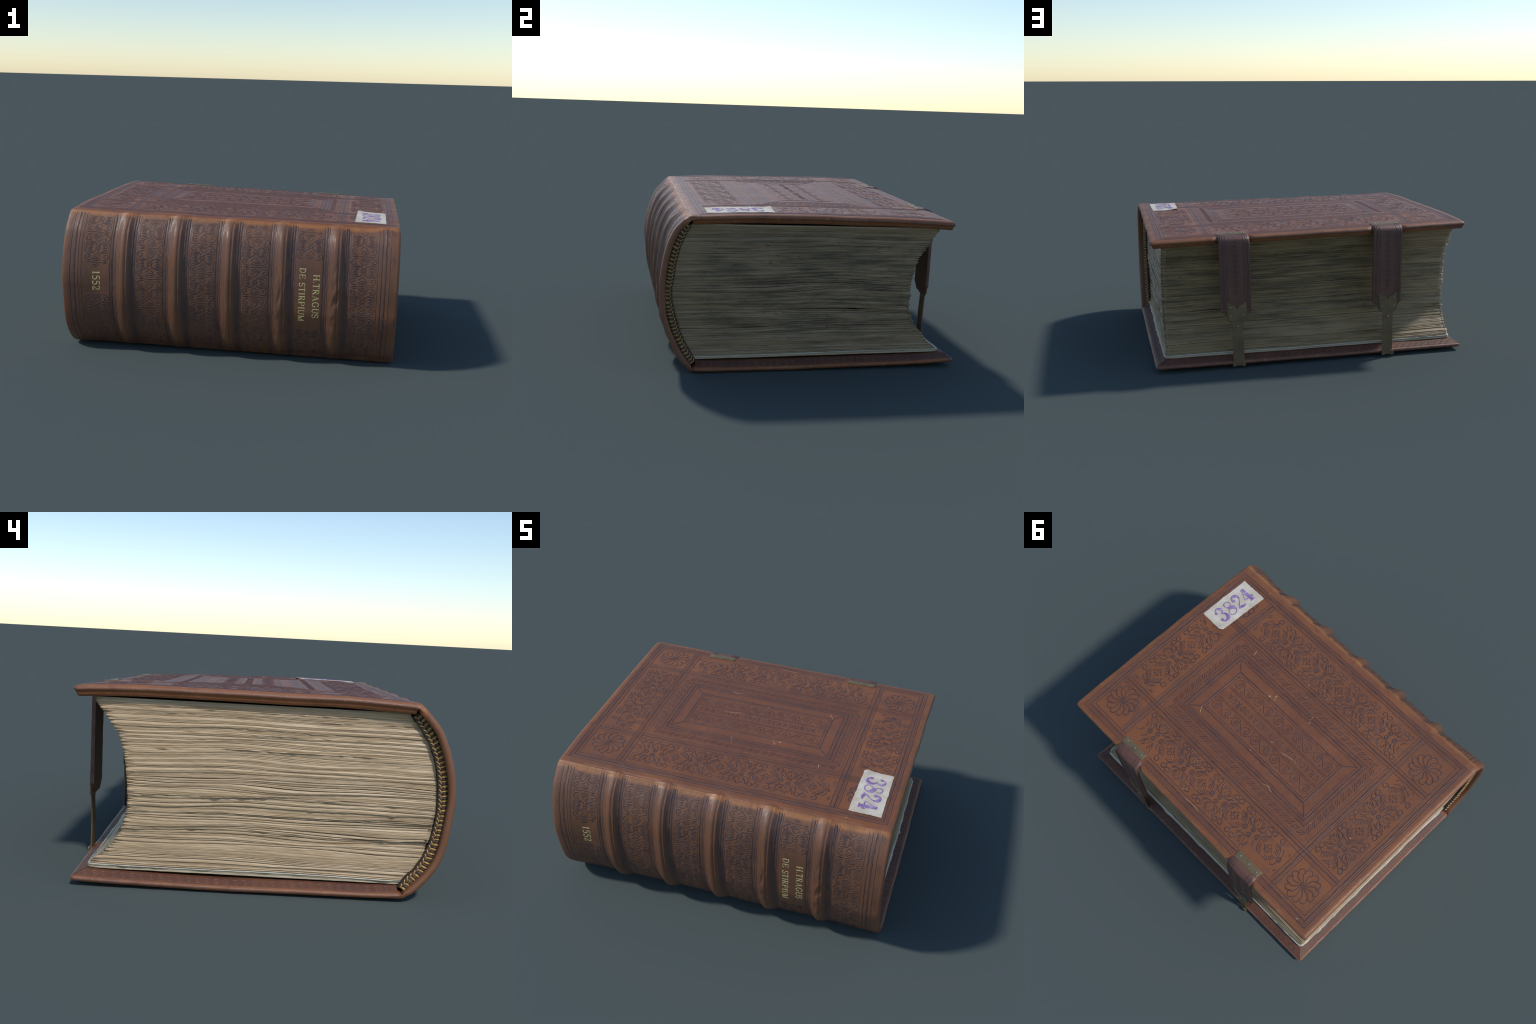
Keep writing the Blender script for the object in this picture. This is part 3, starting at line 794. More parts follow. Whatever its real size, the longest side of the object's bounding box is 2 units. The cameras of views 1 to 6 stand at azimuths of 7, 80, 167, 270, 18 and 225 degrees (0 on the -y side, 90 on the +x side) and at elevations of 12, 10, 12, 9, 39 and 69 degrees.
# =====================================================================
#  spine ornament
# =====================================================================
def spine_unit():
    """one repeat, period 0.186 along p: spiked fan, scrolls, ring flower among serrated leaves"""
    S = []
    S.append((np.array([(0, -0.064), (0, -0.052), (0, -0.042), (0, -0.030)]), np.array([0.002, 0.012, 0.016, 0.004]), False))
    S.append((np.array([(0.010, -0.046), (-0.010, -0.046)]), 0.006, False)); S.append((np.array([(0, -0.03), (0, 0.064)]), 0.0070, False))
    for sp in (1, -1):
        for r, w in ((0.010, 0.0085), (0.0195, 0.0080), (0.0285, 0.0070)):
            S.append((flip(arc(0.003, 0.006, r * 1.1, r, -72, 60, 9), sp, 1), w, False))
        S.append((flip(curl((0.012, 0.034), (0.014, 0.058), (0.036, 0.052), 0.0145, 1.9, -5.6, 0.4), sp, 1), 0.0085, False))
        S.append((flip(curl((0.012, -0.030), (0.012, -0.054), (0.036, -0.052), 0.0145, -1.9, 5.6, 0.4), sp, 1), 0.0085, False))
        S.append((flip(bez((0.048, 0.044), (0.064, 0.040), (0.054, 0.012), (0.082, 0.008)), sp, 1), 0.0085, False))
        S.append((flip(bez((0.048, -0.044), (0.064, -0.040), (0.054, -0.012), (0.082, -0.008)), sp, 1), 0.0085, False))
        S.append((flip(bez((0.036, 0.016), (0.046, 0.020), (0.048, 0.004), (0.060, 0.002), 8), sp, 1), 0.0075, False))
        S.append((flip(bez((0.036, -0.018), (0.046, -0.022), (0.050, -0.006), (0.062, -0.004), 8), sp, 1), 0.0075, False))
        for q in (1, -1):
            for k in range(4):
                a = 0.066 + 0.0085 * k
                S.append((flip(bez((a, q * (0.022 + 0.003 * k)), (a + 0.001, q * 0.034), (a - 0.004 + 0.001 * k, q * 0.046), (a - 0.010 + 0.003 * k, q * (0.064 - 0.003 * k)), 6), sp, 1), np.array([0.005, 0.0085, 0.0100, 0.0095, 0.0070, 0.0030]), False))
            S.append((flip(bez((0.058, q * 0.060), (0.068, q * 0.068), (0.080, q * 0.066), (0.090, q * 0.060), 8), sp, 1), 0.0050, False))
    S.append((circle(0.093, 0, 0.0125, 14), 0.008, True)); S.append((circle(0.093, 0, 0.003, 8), 0.006, True))
    return S

def spine_panel(xc, off, s0=0.096, s1=None, gap=None, scale=1.0, qs=1.0):
    s1 = LS - 0.09 if s1 is None else s1
    per = 0.186
    s = Soup(); o = s0 - 0.1 + off
    while o < s1 + 0.1:
        jig = Wob(2, 25, 60, 8, int(1000 + (xc + 2) * 400 + o * 90))
        def place(P): return np.column_stack([xc + (P[:, 1] + 0.0022 * jig(P[:, 0], P[:, 1])) * 1.08 * scale * qs, o + P[:, 0] + 0.0022 * jig(P[:, 0] + 3, P[:, 1])])
        def clip(Q):
            k = (Q[:, 1] > s0) & (Q[:, 1] < s1)
            if gap: k &= ~((Q[:, 1] > gap[0]) & (Q[:, 1] < gap[1]))
            return k
        draw(s, spine_unit(), place, spine_surf, 1.0, clip)
        o += per
    s.make("spine_ornament", M_TOOL_SP, spine)

PANELS = (-0.790, -0.466, -0.151, 0.163, 0.478, 0.790)
for i, xc in enumerate(PANELS):
    gap = None
    if i == 4: gap = (spine_t(0.48, 0.635) * LS, spine_t(0.48, 0.225) * LS)
    if i == 0: gap = (spine_t(-0.79, 0.530) * LS, spine_t(-0.79, 0.372) * LS)
    spine_panel(xc, (0.03, 0.11, 0.06, 0.0, 0.13, 0.08)[i], gap=gap, qs=1 if i % 2 else -1)
sf = Soup(); bl = Soup()
def ring_rule(x, w): rule((x, 0.080), (x, LS - 0.080), w, sf, spine_surf)
for i, xc in enumerate(PANELS):
    a, b = (0.094, 0.094)
    if i: ring_rule(xc - a, 0.0150)
    if i < 5: ring_rule(xc + b, 0.0150)
    if i: ring_rule(xc - 0.080, 0.0045)
    if i < 5: ring_rule(xc + 0.080, 0.0045)
for x, w in ((-0.948, 0.006), (-0.922, 0.017), (-0.900, 0.006), (-0.880, 0.005), (0.872, 0.005), (0.893, 0.008), (0.914, 0.016), (0.940, 0.006)): ring_rule(x, w)
for b in BANDS:
    ring_rule(b + 0.0500, 0.0130); ring_rule(b - 0.0500, 0.0075); ring_rule(b + 0.0125, 0.0035)
    for o, w in ((-0.0390, 0.0035), (-0.0300, 0.0025), (-0.0215, 0.0025), (0.0240, 0.0025)): rule((b + o, 0.125), (b + o, LS - 0.10), w, bl, spine_surf)
sf.make("ruled_fillet", M_TOOL_SP, spine); bl.make("band_crease", M_TOOL_BAND, spine, kind="stuff")

# =====================================================================
#  paper label with its stamped number
# =====================================================================
LAB = np.array([(0.911, -0.552), (0.911, -0.194), (0.757, -0.190), (0.737, -0.203), (0.727, -0.550)])
ed = []
for a, b in zip(LAB, np.roll(LAB, -1, 0)):
    n = max(3, int(np.linalg.norm(b - a) / 0.008)); t = np.linspace(0, 1, n, endpoint=False)[:, None]; ed.append(a + (b - a) * t)
ed = np.concatenate(ed); wj = Wob(2, 60, 300, 14, 31); cl = ed.mean(0)
dd = ed - cl; dd /= np.linalg.norm(dd, axis=1)[:, None]
ed = ed + dd * (0.0010 * wj(ed[:, 0], ed[:, 1]))[:, None]
wl2 = Wob(2, 25, 90, 14, 32)
def lab_h(x, y):
    lift = 0.008 * smooth(0.045, 0.0, np.hypot(x - 0.745, y + 0.195))
    return 0.0026 + 0.0006 * wl2(x, y) + lift
loops = []
for k in (1.0, 0.9, 0.75, 0.6, 0.45, 0.3, 0.15, 0.02):
    p = cl + (ed - cl) * k; loops.append(np.column_stack([p, ztop(p[:, 0], p[:, 1]) + lab_h(p[:, 0], p[:, 1])]))
skirt = np.column_stack([ed, ztop(ed[:, 0], ed[:, 1]) + lab_h(ed[:, 0], ed[:, 1]) - 0.0022])
V = np.concatenate([skirt[None], np.array(loops)]); n, m = V.shape[:2]
F = [list(q) for q in grid_faces(n, m, close_m=True, flip=True)] + [[(n - 1) * m + i for i in range(m)], list(range(m))[::-1]]
label = add_mesh("paper_label", V.reshape(-1, 3), F, M_LABEL, cover, angle=50)
def label_surf(x, y, h): return np.column_stack([x, y, ztop(x, y) + lab_h(x, y) + h + 0.0005])

def swell(P, w0, w1):
    n = len(P); return w0 + (w1 - w0) * np.sin(np.linspace(0, PI, n)) ** 1.5
def number_shapes():
    D = {}
    D["3"] = [(arc(.30, .74, .21, .22, 150, -75, 18), .04, .19), (arc(.30, .27, .25, .26, 80, -155, 20), .04, .24), (arc(.13, .76, .05, .06, 0, 360, 9), .09, .09), (arc(.11, .20, .06, .07, 0, 360, 9), .10, .10)]
    D["8"] = [(np.array(bez((.50, .86), (.30, 1.12), (.02, .85), (.22, .62), 14)), .04, .08), (np.array(bez((.20, .64), (.30, .50), (.62, .48), (.56, .20), 14)), .12, .26), (np.array(bez((.56, .22), (.50, -.06), (.04, -.06), (.06, .24), 14)), .04, .07), (np.array(bez((.06, .22), (.08, .46), (.46, .52), (.52, .72), 14)), .04, .06), (np.array(bez((.52, .70), (.56, .86), (.50, .96), (.34, .99), 8)), .04, .06)]
    D["2"] = [(arc(.30, .72, .23, .24, 160, -40, 18), .05, .22), (np.array(bez((.46, .56), (.36, .36), (.16, .28), (.08, .08), 10)), .05, .08), (np.array(bez((.06, .08), (.22, .20), (.36, -.02), (.56, .10), 12)), .08, .20), (arc(.15, .72, .065, .075, 0, 360, 9), .11, .11)]
    D["4"] = [(np.array([(.36, .98), (.40, .02)]), .22, .22), (np.array([(.34, .96), (.02, .30)]), .05, .05), (np.array([(.02, .29), (.62, .29)]), .07, .07), (np.array([(.22, .03), (.58, .03)]), .07, .07), (np.array([(.56, .18), (.56, .40)]), .05, .05)]
    return D
s = Soup(); size = 0.108
for ch, y0, x0 in (("3", -0.238, 0.770), ("8", -0.308, 0.769), ("2", -0.378, 0.769), ("4", -0.450, 0.768)):
    for P, w0, w1 in number_shapes()[ch]:
        P, _ = densify(P, 0.05)
        Q = np.column_stack([x0 + P[:, 1] * size, y0 - P[:, 0] * size])
        stroke(s, Q, swell(P, w0, w1) * size, label_surf, prof=INKP, lift=rng.uniform(0, 0.0003))
s.make("stamped_number", M_INK, label)

# =====================================================================
#  scuffs on the leather
# =====================================================================
sc = Soup()
def patch(x, y, r, asp=1.0, rot=0.0):
    n = 14; a = np.linspace(0, 2 * PI, n, endpoint=False); rr = r * rng.uniform(0.55, 1.1, n)
    P = np.column_stack([rr * np.cos(a), rr * np.sin(a) * asp]); c, sn = math.cos(rot), math.sin(rot)
    P = np.column_stack([x + P[:, 0] * c - P[:, 1] * sn, y + P[:, 0] * sn + P[:, 1] * c])
    blob(sc, P, top_surf, 0.0008)
for x, y, r, a, ro in ((0.196, -0.092, 0.011, .7, .4), (0.168, -0.118, 0.012, .6, 1.2), (0.158, -0.098, 0.010, .4, 1.6), (-0.088, -0.160, 0.008, .6, .3), (-0.098, -0.140, 0.010, .5, 1.7),
                       (-0.085, -0.178, 0.006, .7, 0), (-0.030, 0.108, 0.008, .8, 0), (0.085, -0.318, 0.008, .5, 1.), (0.036, -0.248, 0.006, .7, 0), (0.02, 0.235, 0.006, .8, 0),
                       (-0.885, 0.735, 0.010, .6, .8), (-0.77, 0.20, 0.009, .6, .2), (0.73, -0.605, 0.009, .5, 0), (-0.55, 0.30, 0.006, .6, 0), (0.30, 0.60, 0.006, .8, 0), (-0.15, 0.62, 0.006, .7, 0)):
    patch(x, y, r, a, ro)
for P, w in (([(-0.10, 0.125), (-0.16, 0.105), (-0.24, 0.098)], 0.005), ([(0.41, 0.285), (0.43, 0.255), (0.44, 0.235)], 0.007), ([(-0.18, 0.33), (-0.22, 0.318), (-0.26, 0.330)], 0.006),
             ([(0.48, -0.255), (0.47, -0.215)], 0.006), ([(0.10, 0.715), (0.02, 0.705), (-0.06, 0.712)], 0.004), ([(0.19, 0.50), (0.17, 0.52)], 0.005), ([(0.14, 0.69), (0.09, 0.66)], 0.004)):
    Q, _ = densify(P, 0.008); Q = Q + rng.normal(0, 0.0007, Q.shape)
    stroke(sc, Q, w * rng.uniform(0.6, 1.2, len(Q)), top_surf, taper=0.3, prof=INKP)
sc.make("scuff_mark", M_SCUFF, cover, kind="stuff")

# =====================================================================
#  bevelled turn-ins of the lower board with stamped rings
# =====================================================================
def bevel_surf(side):
    P = {k: np.array(v) for k, v in BOT.items()}
    a, b = {"L": (P["D"], P["A"]), "F": (P["C"], P["D"]), "R": (P["B"], P["C"])}[side]
    t = (b - a) / np.linalg.norm(b - a); nn = np.array([-t[1], t[0]])
    def f(s, d, h):
        s = np.asarray(s, float); d = np.asarray(d, float)
        q = a + np.outer(s, t) + np.outer(d, nn)
        base = zbot(q[:, 0], q[:, 1]) + bevel_drop(d)
        return np.column_stack([q, base + np.asarray(h) * 0.9 + 0.0026]) - np.column_stack([np.outer(np.asarray(h) * 0.4, nn), np.zeros(len(q))])
    return f, np.linalg.norm(b - a)

for side in "LFR":
    f, L = bevel_surf(side); s = Soup()
    if side == "F":
        k = 0.055
        while k < L - 0.05:
            stroke(s, curl((k - 0.018, 0.018), (k, 0.012), (k + 0.006, 0.032), 0.0095, -1.4, 4.5), 0.0050, f, taper=0.1)
            stroke(s, curl((k + 0.030, 0.044), (k + 0.014, 0.050), (k + 0.006, 0.032), 0.0050, 1.6, 3.0), 0.0040, f, taper=0.1)
            k += 0.044
    else:
        for c in np.arange(0.06, L - 0.03, 0.0405):
            c += rng.normal(0, 0.001); r = 0.0138 * rng.uniform(0.92, 1.05)
            stroke(s, circle(c, 0.032, r, 18), 0.0050, f, closed=True)
            stroke(s, circle(c, 0.032, 0.0040, 8), 0.0055, f, closed=True)
    s.make("stamped_border", M_TOOL_SOFT, back, kind="stuff")

# the turned-in leather itself, a thin skin over the bevels
for side in "LFR":
    f, L = bevel_surf(side)
    ss = np.linspace(0, 1, 160); dd = np.array([0.0075, 0.012, 0.022, 0.036, 0.050, 0.060, 0.072])
    V = []
    for d in dd:
        a0, a1 = d + 0.002, L - (d + 0.002)
        if side == "L": a1 = L - 0.02
        if side == "R": a0 = 0.02
        V.append(f(a0 + (a1 - a0) * ss, np.full(160, d), np.full(160, -0.0036 if d < 0.01 else -0.0010)))
    V = np.array(V); F = [list(q) for q in grid_faces(len(dd), 160, flip=True)]
    add_mesh("turn_in", V.reshape(-1, 3), F, M_BEVEL, back)

# =====================================================================
#  text block: gatherings of leaves
# =====================================================================
def curve_fn(pts):
    p = sorted(pts); z = np.array([a for a, _ in p]); y = np.array([b for _, b in p])
    return lambda q: np.interp(q, z, y)
spL = curve_fn([(.06, -.615), (.07, -.624), (.106, -.648), (.136, -.679), (.191, -.711), (.267, -.738), (.342, -.751), (.403, -.757), (.464, -.755), (.509, -.752), (.569, -.743), (.628, -.727), (.683, -.702), (.738, -.668), (.786, -.630), (.81, -.612)])
spR = curve_fn([(.05, -.601), (.109, -.639), (.19, -.681), (.278, -.711), (.373, -.732), (.447, -.735), (.49, -.726), (.575, -.715), (.656, -.694), (.722, -.666), (.769, -.638), (.78, -.625)])
foL = curve_fn([(.06, .716), (.072, .715), (.104, .707), (.124, .680), (.148, .648), (.177, .626), (.228, .599), (.253, .590), (.301, .572), (.354, .561), (.414, .559), (.468, .564), (.51, .569), (.553, .575), (.592, .583), (.63, .595), (.668, .608), (.692, .626), (.712, .646), (.736, .662), (.762, .684), (.799, .712)])
foR = curve_fn([(.05, .740), (.073, .738), (.096, .722), (.125, .691), (.157, .664), (.199, .633), (.227, .614), (.255, .602), (.276, .591), (.317, .578), (.352, .573), (.406, .570), (.46, .571), (.496, .578), (.53, .588), (.578, .601), (.612, .613), (.649, .636), (.686, .660), (.714, .685), (.745, .702), (.759, .719)])

def zlow(x, y):
    u, v = uv(x, y); return bil(u, v, 0.066, 0.058, 0.072, 0.067)
def zhigh(x, y):
    u, v = uv(x, y); return bil(u, v, 0.807, 0.782, 0.764, 0.811)
wv1 = Wob(3, 2.5, 7, 14, 41); wv2 = Wob(3, 5, 16, 22, 42)
def leaf_z(x, y, w):
    b = np.sin(PI * np.clip(w, 0, 1)) ** 0.6
    dz = 0.014 * gauss(y - 0.12, 0.24) - 0.004 + 0.0050 * wv1(x, y, w * 3) + 0.0042 * wv2(x, y, w * 11)
    ww = w + (dz * b + 0.0) / 0.74
    return zlow(x, y) * (1 - ww) + zhigh(x, y) * ww + 0.014 * smooth(-0.50, -0.74, y) * (w - 0.5) * -1.0 * b

nL, nF, nR, nS = 110, 190, 110, 24
wj1 = Wob(3, 6, 40, 20, 43); wj2 = Wob(3, 60, 220, 26, 44)
def leaf_loop(w, out, seed, lip=0.0):
    """outline of one leaf edge at height fraction w, pushed outwards by out"""
    zl = zlow(-0.94, 0) * (1 - w) + zhigh(-0.94, 0) * w; zr = zlow(0.94, 0) * (1 - w) + zhigh(0.94, 0) * w
    xl, xr = -0.940 - 0.012 * float(smooth(0.0, 0.42, w)) + 0.009 * w, 0.919 + 0.012 * w
    yl0, yl1, yr0, yr1 = spL(zl), foL(zl), spR(zr), foR(zr)
    t = np.linspace(0, 1, nL, endpoint=False); a = np.column_stack([np.full(nL, xl), yl1 + (yl0 - yl1) * t])          # left end, fore -> spine
    a[:, 0] += (0.005 * smooth(-0.2, -0.6, a[:, 1]) - 0.007 * smooth(-0.1, 0.5, a[:, 1])) * float(smooth(0.1, 0.45, w))
    nl = np.tile([-1.0, 0], (nL, 1))
    t = np.linspace(0, 1, nS, endpoint=False); b = np.column_stack([xl + (xr - xl) * t, yl0 + (yr0 - yl0) * t]); nb = np.tile([0, -1.0], (nS, 1))
    t = np.linspace(0, 1, nR, endpoint=False); c = np.column_stack([np.full(nR, xr), yr0 + (yr1 - yr0) * t]); nc = np.tile([1.0, 0], (nR, 1))
    t = np.linspace(0, 1, nF, endpoint=False); d = np.column_stack([xr + (xl - xr) * t, yr1 + (yl1 - yr1) * t]); nd = np.tile([0, 1.0], (nF, 1))
    P = np.concatenate([a, b, c, d]); N = np.concatenate([nl, nb, nc, nd])
    cor = np.minimum(np.hypot(P[:, 0] - xl, P[:, 1] - yl1), np.hypot(P[:, 0] - xr, P[:, 1] - yr1))
    amt = out + 0.0005 * wj1(P[:, 0], P[:, 1], seed * 0.05) + 0.0004 * wj2(P[:, 0], P[:, 1], seed * 0.5)
    if lip: amt = amt + lip * np.clip(0.5 + 0.7 * wj1(P[:, 0] * 1.5, P[:, 1] * 1.5, seed * 0.3), 0, 1.3) * (1 + 0.3 * wj2(P[:, 0], P[:, 1], seed))
    amt = amt - 0.010 * smooth(0.035, 0.0, cor) * (0.5 + 0.5 * math.sin(seed * 2.3))
    amt = amt + 0.011 * float(smooth(0.065, 0.035, w)) * ((N[:, 0] > 0.5) | (N[:, 1] > 0.5))
    amt = np.where(N[:, 1] < -0.5, np.minimum(amt, 0) - 0.004, amt)
    P = P + N * amt[:, None]
    return np.column_stack([P, leaf_z(P[:, 0], P[:, 1], np.full(len(P), w))])

block = bpy.data.objects.new("text_block", None); bpy.context.scene.collection.objects.link(block); block.parent = root
NG = 58
th = rng.gamma(1.4, 1.2, NG) + 0.55; th[:3] = (1.5, 0.9, 1.0); th[-2:] = (2.0, 1.6)
edges = np.concatenate([[0], np.cumsum(th)]); edges /= edges[-1]
drift = np.convolve(rng.normal(0, 0.0050, NG + 8), np.ones(5) / 5, "valid")[:NG]
for g in range(NG):
    w0, w1 = edges[g], edges[g + 1]
    loose = rng.random()
    w1 -= 0.0002 + (0.0030 if loose < 0.14 else 0.0008 if loose < 0.5 else 0)
    nleaf = max(2, int(round((w1 - w0) / 0.0075)))
    lip = rng.uniform(0.003, 0.007) if rng.random() < 0.22 else 0.0
    gout = drift[g] + rng.normal(0, 0.0009)
    if g == 2: gout = 0.006
    deep = 0.010 if loose < 0.14 else 0.0022 if loose < 0.5 else 0.0006
    loops = [leaf_loop(w0, gout - deep, g * 17.0)]
    for k in range(nleaf):
        a, b = w0 + (w1 - w0) * k / nleaf, w0 + (w1 - w0) * (k + 1) / nleaf
        bulge = (0.0012 + 0.0022 * (th[g] > 2.6)) * math.sin(PI * (k + 0.5) / nleaf) ** 0.6
        o = gout + bulge + rng.normal(0, 0.0004)
        lp = lip if k == nleaf - 1 else 0.0
        sd = g * 17.0 + k * 0.9 + 1
        loops.append(leaf_loop(a + (b - a) * 0.25, o, sd, lp * 0.6)); loops.append(leaf_loop(a + (b - a) * 0.75, o, sd + 0.2, lp))
        if k < nleaf - 1: loops.append(leaf_loop(b, o - 0.0002 - rng.random() ** 4 * 0.0026, sd + 0.5))
    loops.append(leaf_loop(w1, gout - deep, g * 17.0 + 9))
    V = np.array(loops); n, m = V.shape[:2]
    F = [list(q) for q in grid_faces(n, m, close_m=True, flip=True)] + [list(range(m)), [(n - 1) * m + i for i in range(m)][::-1]]
    mat = M_WHITE if g == 2 else M_CREAM if g in (0, 1, NG - 1) else M_PAPER
    add_mesh("leaf_gathering", V.reshape(-1, 3), F, mat, block)

# =====================================================================
#  headbands sewn in two colours at both ends of the spine
# =====================================================================
def headband(end):
    core, gold, dark = Soup(), Soup(), Soup()
    zs = np.linspace(0.058, 0.797, 400) if end < 0 else np.linspace(0.048, 0.772, 400)
    ytx = (spL if end < 0 else spR)(zs)
    prof = SP[0 if end < 0 else -1]; yo = np.interp(zs, prof[::-1, 2][5:-5], prof[::-1, 1][5:-5])
    C = np.column_stack([ytx, zs])
    s = np.concatenate([[0], np.cumsum(np.linalg.norm(np.diff(C, axis=0), axis=1))]); L = s[-1]
    def at(u):
        u = np.clip(u, 0, L); y = np.interp(u, s, C[:, 0]); z = np.interp(u, s, C[:, 1])
        e = 0.004; y2 = np.interp(np.clip(u + e, 0, L), s, C[:, 0]) - np.interp(np.clip(u - e, 0, L), s, C[:, 0]); z2 = np.interp(np.clip(u + e, 0, L), s, C[:, 1]) - np.interp(np.clip(u - e, 0, L), s, C[:, 1])
        l = np.hypot(y2, z2); return y, z, y2 / l, z2 / l
    x0 = -0.960 if end < 0 else 0.936
    def bead(soup, uc, du, off, r, lean, xo):
        """one wrap of thread: a short fat ring segment round the core"""
        nu, na = 6, 12; V = []
        for i, q in enumerate(np.linspace(-1, 1, nu)):
            rr = r * (1 - 0.50 * abs(q) ** 2.2)
            for a in np.linspace(0, 2 * PI, na, endpoint=False):
                ox, on = math.cos(a), math.sin(a)
                u = uc + du * q * 0.5 + lean * on * r
                y, z, ty, tz = at(np.array([u]))
                ny, nz = -tz[0], ty[0]
                V.append((x0 + xo + end * ox * rr, y[0] + ny * (off + on * rr), z[0] + nz * (off + on * rr)))
        F = [list(f) for f in grid_faces(nu, na, close_m=True)] + [list(range(na))[::-1], [(nu - 1) * na + i for i in range(na)]]
        soup.add(V, F)
    pitch = 0.0205; u = 0.012; i = 0
    sgn = 1
    y, z, ty, tz = at(np.array([L / 2])); sgn = 1 if (-tz[0]) < 0 else -1
    while u < L - 0.008:
        p = pitch * rng.uniform(0.92, 1.08)
        for row, (off, r, lean) in enumerate(((0.0255, 0.0160, 0.10), (0.0075, 0.0088, -0.9))):
            bead(gold, u, p * 0.54, sgn * off, r * rng.uniform(0.94, 1.06), lean * sgn, 0.006 if row == 0 else 0.003)
            bead(dark, u + p * 0.5, p * 0.56, sgn * off, r * rng.uniform(0.92, 1.0), lean * sgn, 0.006 * 1 if row == 0 else 0.003)
        u += p; i += 1
    # linen core behind the sewing
    uu = np.linspace(0, L, 80); y, z, ty, tz = at(uu); ny, nz = -tz * sgn, ty * sgn
    V = []
    for k in range(80):
        for o, xx in ((-0.004, 0.006), (0.040, 0.006), (0.040, -0.03), (-0.004, -0.03)):
            V.append((x0 + end * (xx - 0.006), y[k] + ny[k] * o, z[k] + nz[k] * o))
    F = [list(f) for f in grid_faces(80, 4, close_m=True)] + [[0, 1, 2, 3], [316 + i for i in (3, 2, 1, 0)]]
    hb = add_mesh("headband", V, F, M_CORE, root, smooth_shade=False)
    gold.make("gold_thread", M_THREADG, hb, kind="stuff"); dark.make("dark_thread", M_THREADD, hb, kind="stuff")
headband(-1); headband(1)

# =====================================================================
#  straps and clasps
# =====================================================================
def strap_path(xm):
    zt = float(ztop(np.array([xm]), np.array([0.74]))[0])
    P = [(0.700, zt + 0.001), (0.735, zt + 0.0015), (0.766, zt - 0.0002), (0.788, zt - 0.0080), (0.8015, zt - 0.0200), (0.807, zt - 0.045), (0.808, 0.70), (0.809, 0.60), (0.809, 0.50), (0.809, 0.42), (0.809, 0.37), (0.809, 0.318)]
    P = [(y - (0.008 if xm < 0 and y > 0.78 else 0.0), z) for y, z in P]
    return catmull(P, 150)

def outline_plate(name, poly, ymid, thick, mat, parent, bevel=0.0018):
    """flat plate in the x-z plane extruded along y, edges bevelled; ymid may be a function of z"""
    fy = ymid if callable(ymid) else (lambda z: ymid)
    P = np.array(poly, float); c = P.mean(0); n = len(P)
    e = np.roll(P, -1, 0) - np.roll(P, 1, 0); nr = np.stack([e[:, 1], -e[:, 0]], 1); nr /= np.linalg.norm(nr, axis=1)[:, None]
    area = 0.5 * np.sum(P[:, 0] * np.roll(P[:, 1], -1) - np.roll(P[:, 0], -1) * P[:, 1])
    if area < 0: nr = -nr
    loops = []
    for ins, dy in ((bevel, thick / 2), (0, thick / 2 - bevel), (0, -thick / 2 + bevel), (bevel, -thick / 2)):
        q = P - nr * ins; loops.append(np.column_stack([q[:, 0], np.array([fy(z) for z in q[:, 1]]) + dy, q[:, 1]]))
    V = np.concatenate(loops)
    F = [list(f) for f in grid_faces(4, n, close_m=True, flip=area > 0)]
    top = list(range(n)); bt = [3 * n + i for i in range(n)]
    F += [top[::-1] if area > 0 else top, bt if area > 0 else bt[::-1]]
    ob = add_mesh(name, V, F, mat, parent, smooth_shade=False)
    return ob

def rivet(parent, pos, axis, r, h=0.45):
    nu, na = 5, 12; V = []
    for i in range(nu):
        f = i / nu * PI / 2; 
        for a in np.linspace(0, 2 * PI, na, endpoint=False):
            u, v, w = r * math.cos(f) * math.cos(a), r * math.cos(f) * math.sin(a), r * h * math.sin(f)
            V.append((u, w, v) if axis == "y" else (u, v, w))
    V.append((0, r * h, 0) if axis == "y" else (0, 0, r * h))
    F = [list(f) for f in grid_faces(nu, na, close_m=True, flip=axis == "z")]
    F += [[(nu - 1) * na + i, (nu - 1) * na + (i + 1) % na, nu * na] if axis == "z" else [(nu - 1) * na + (i + 1) % na, (nu - 1) * na + i, nu * na] for i in range(na)]
    return add_mesh("rivet", np.array(V) + np.array(pos), F, M_RIVET, parent)

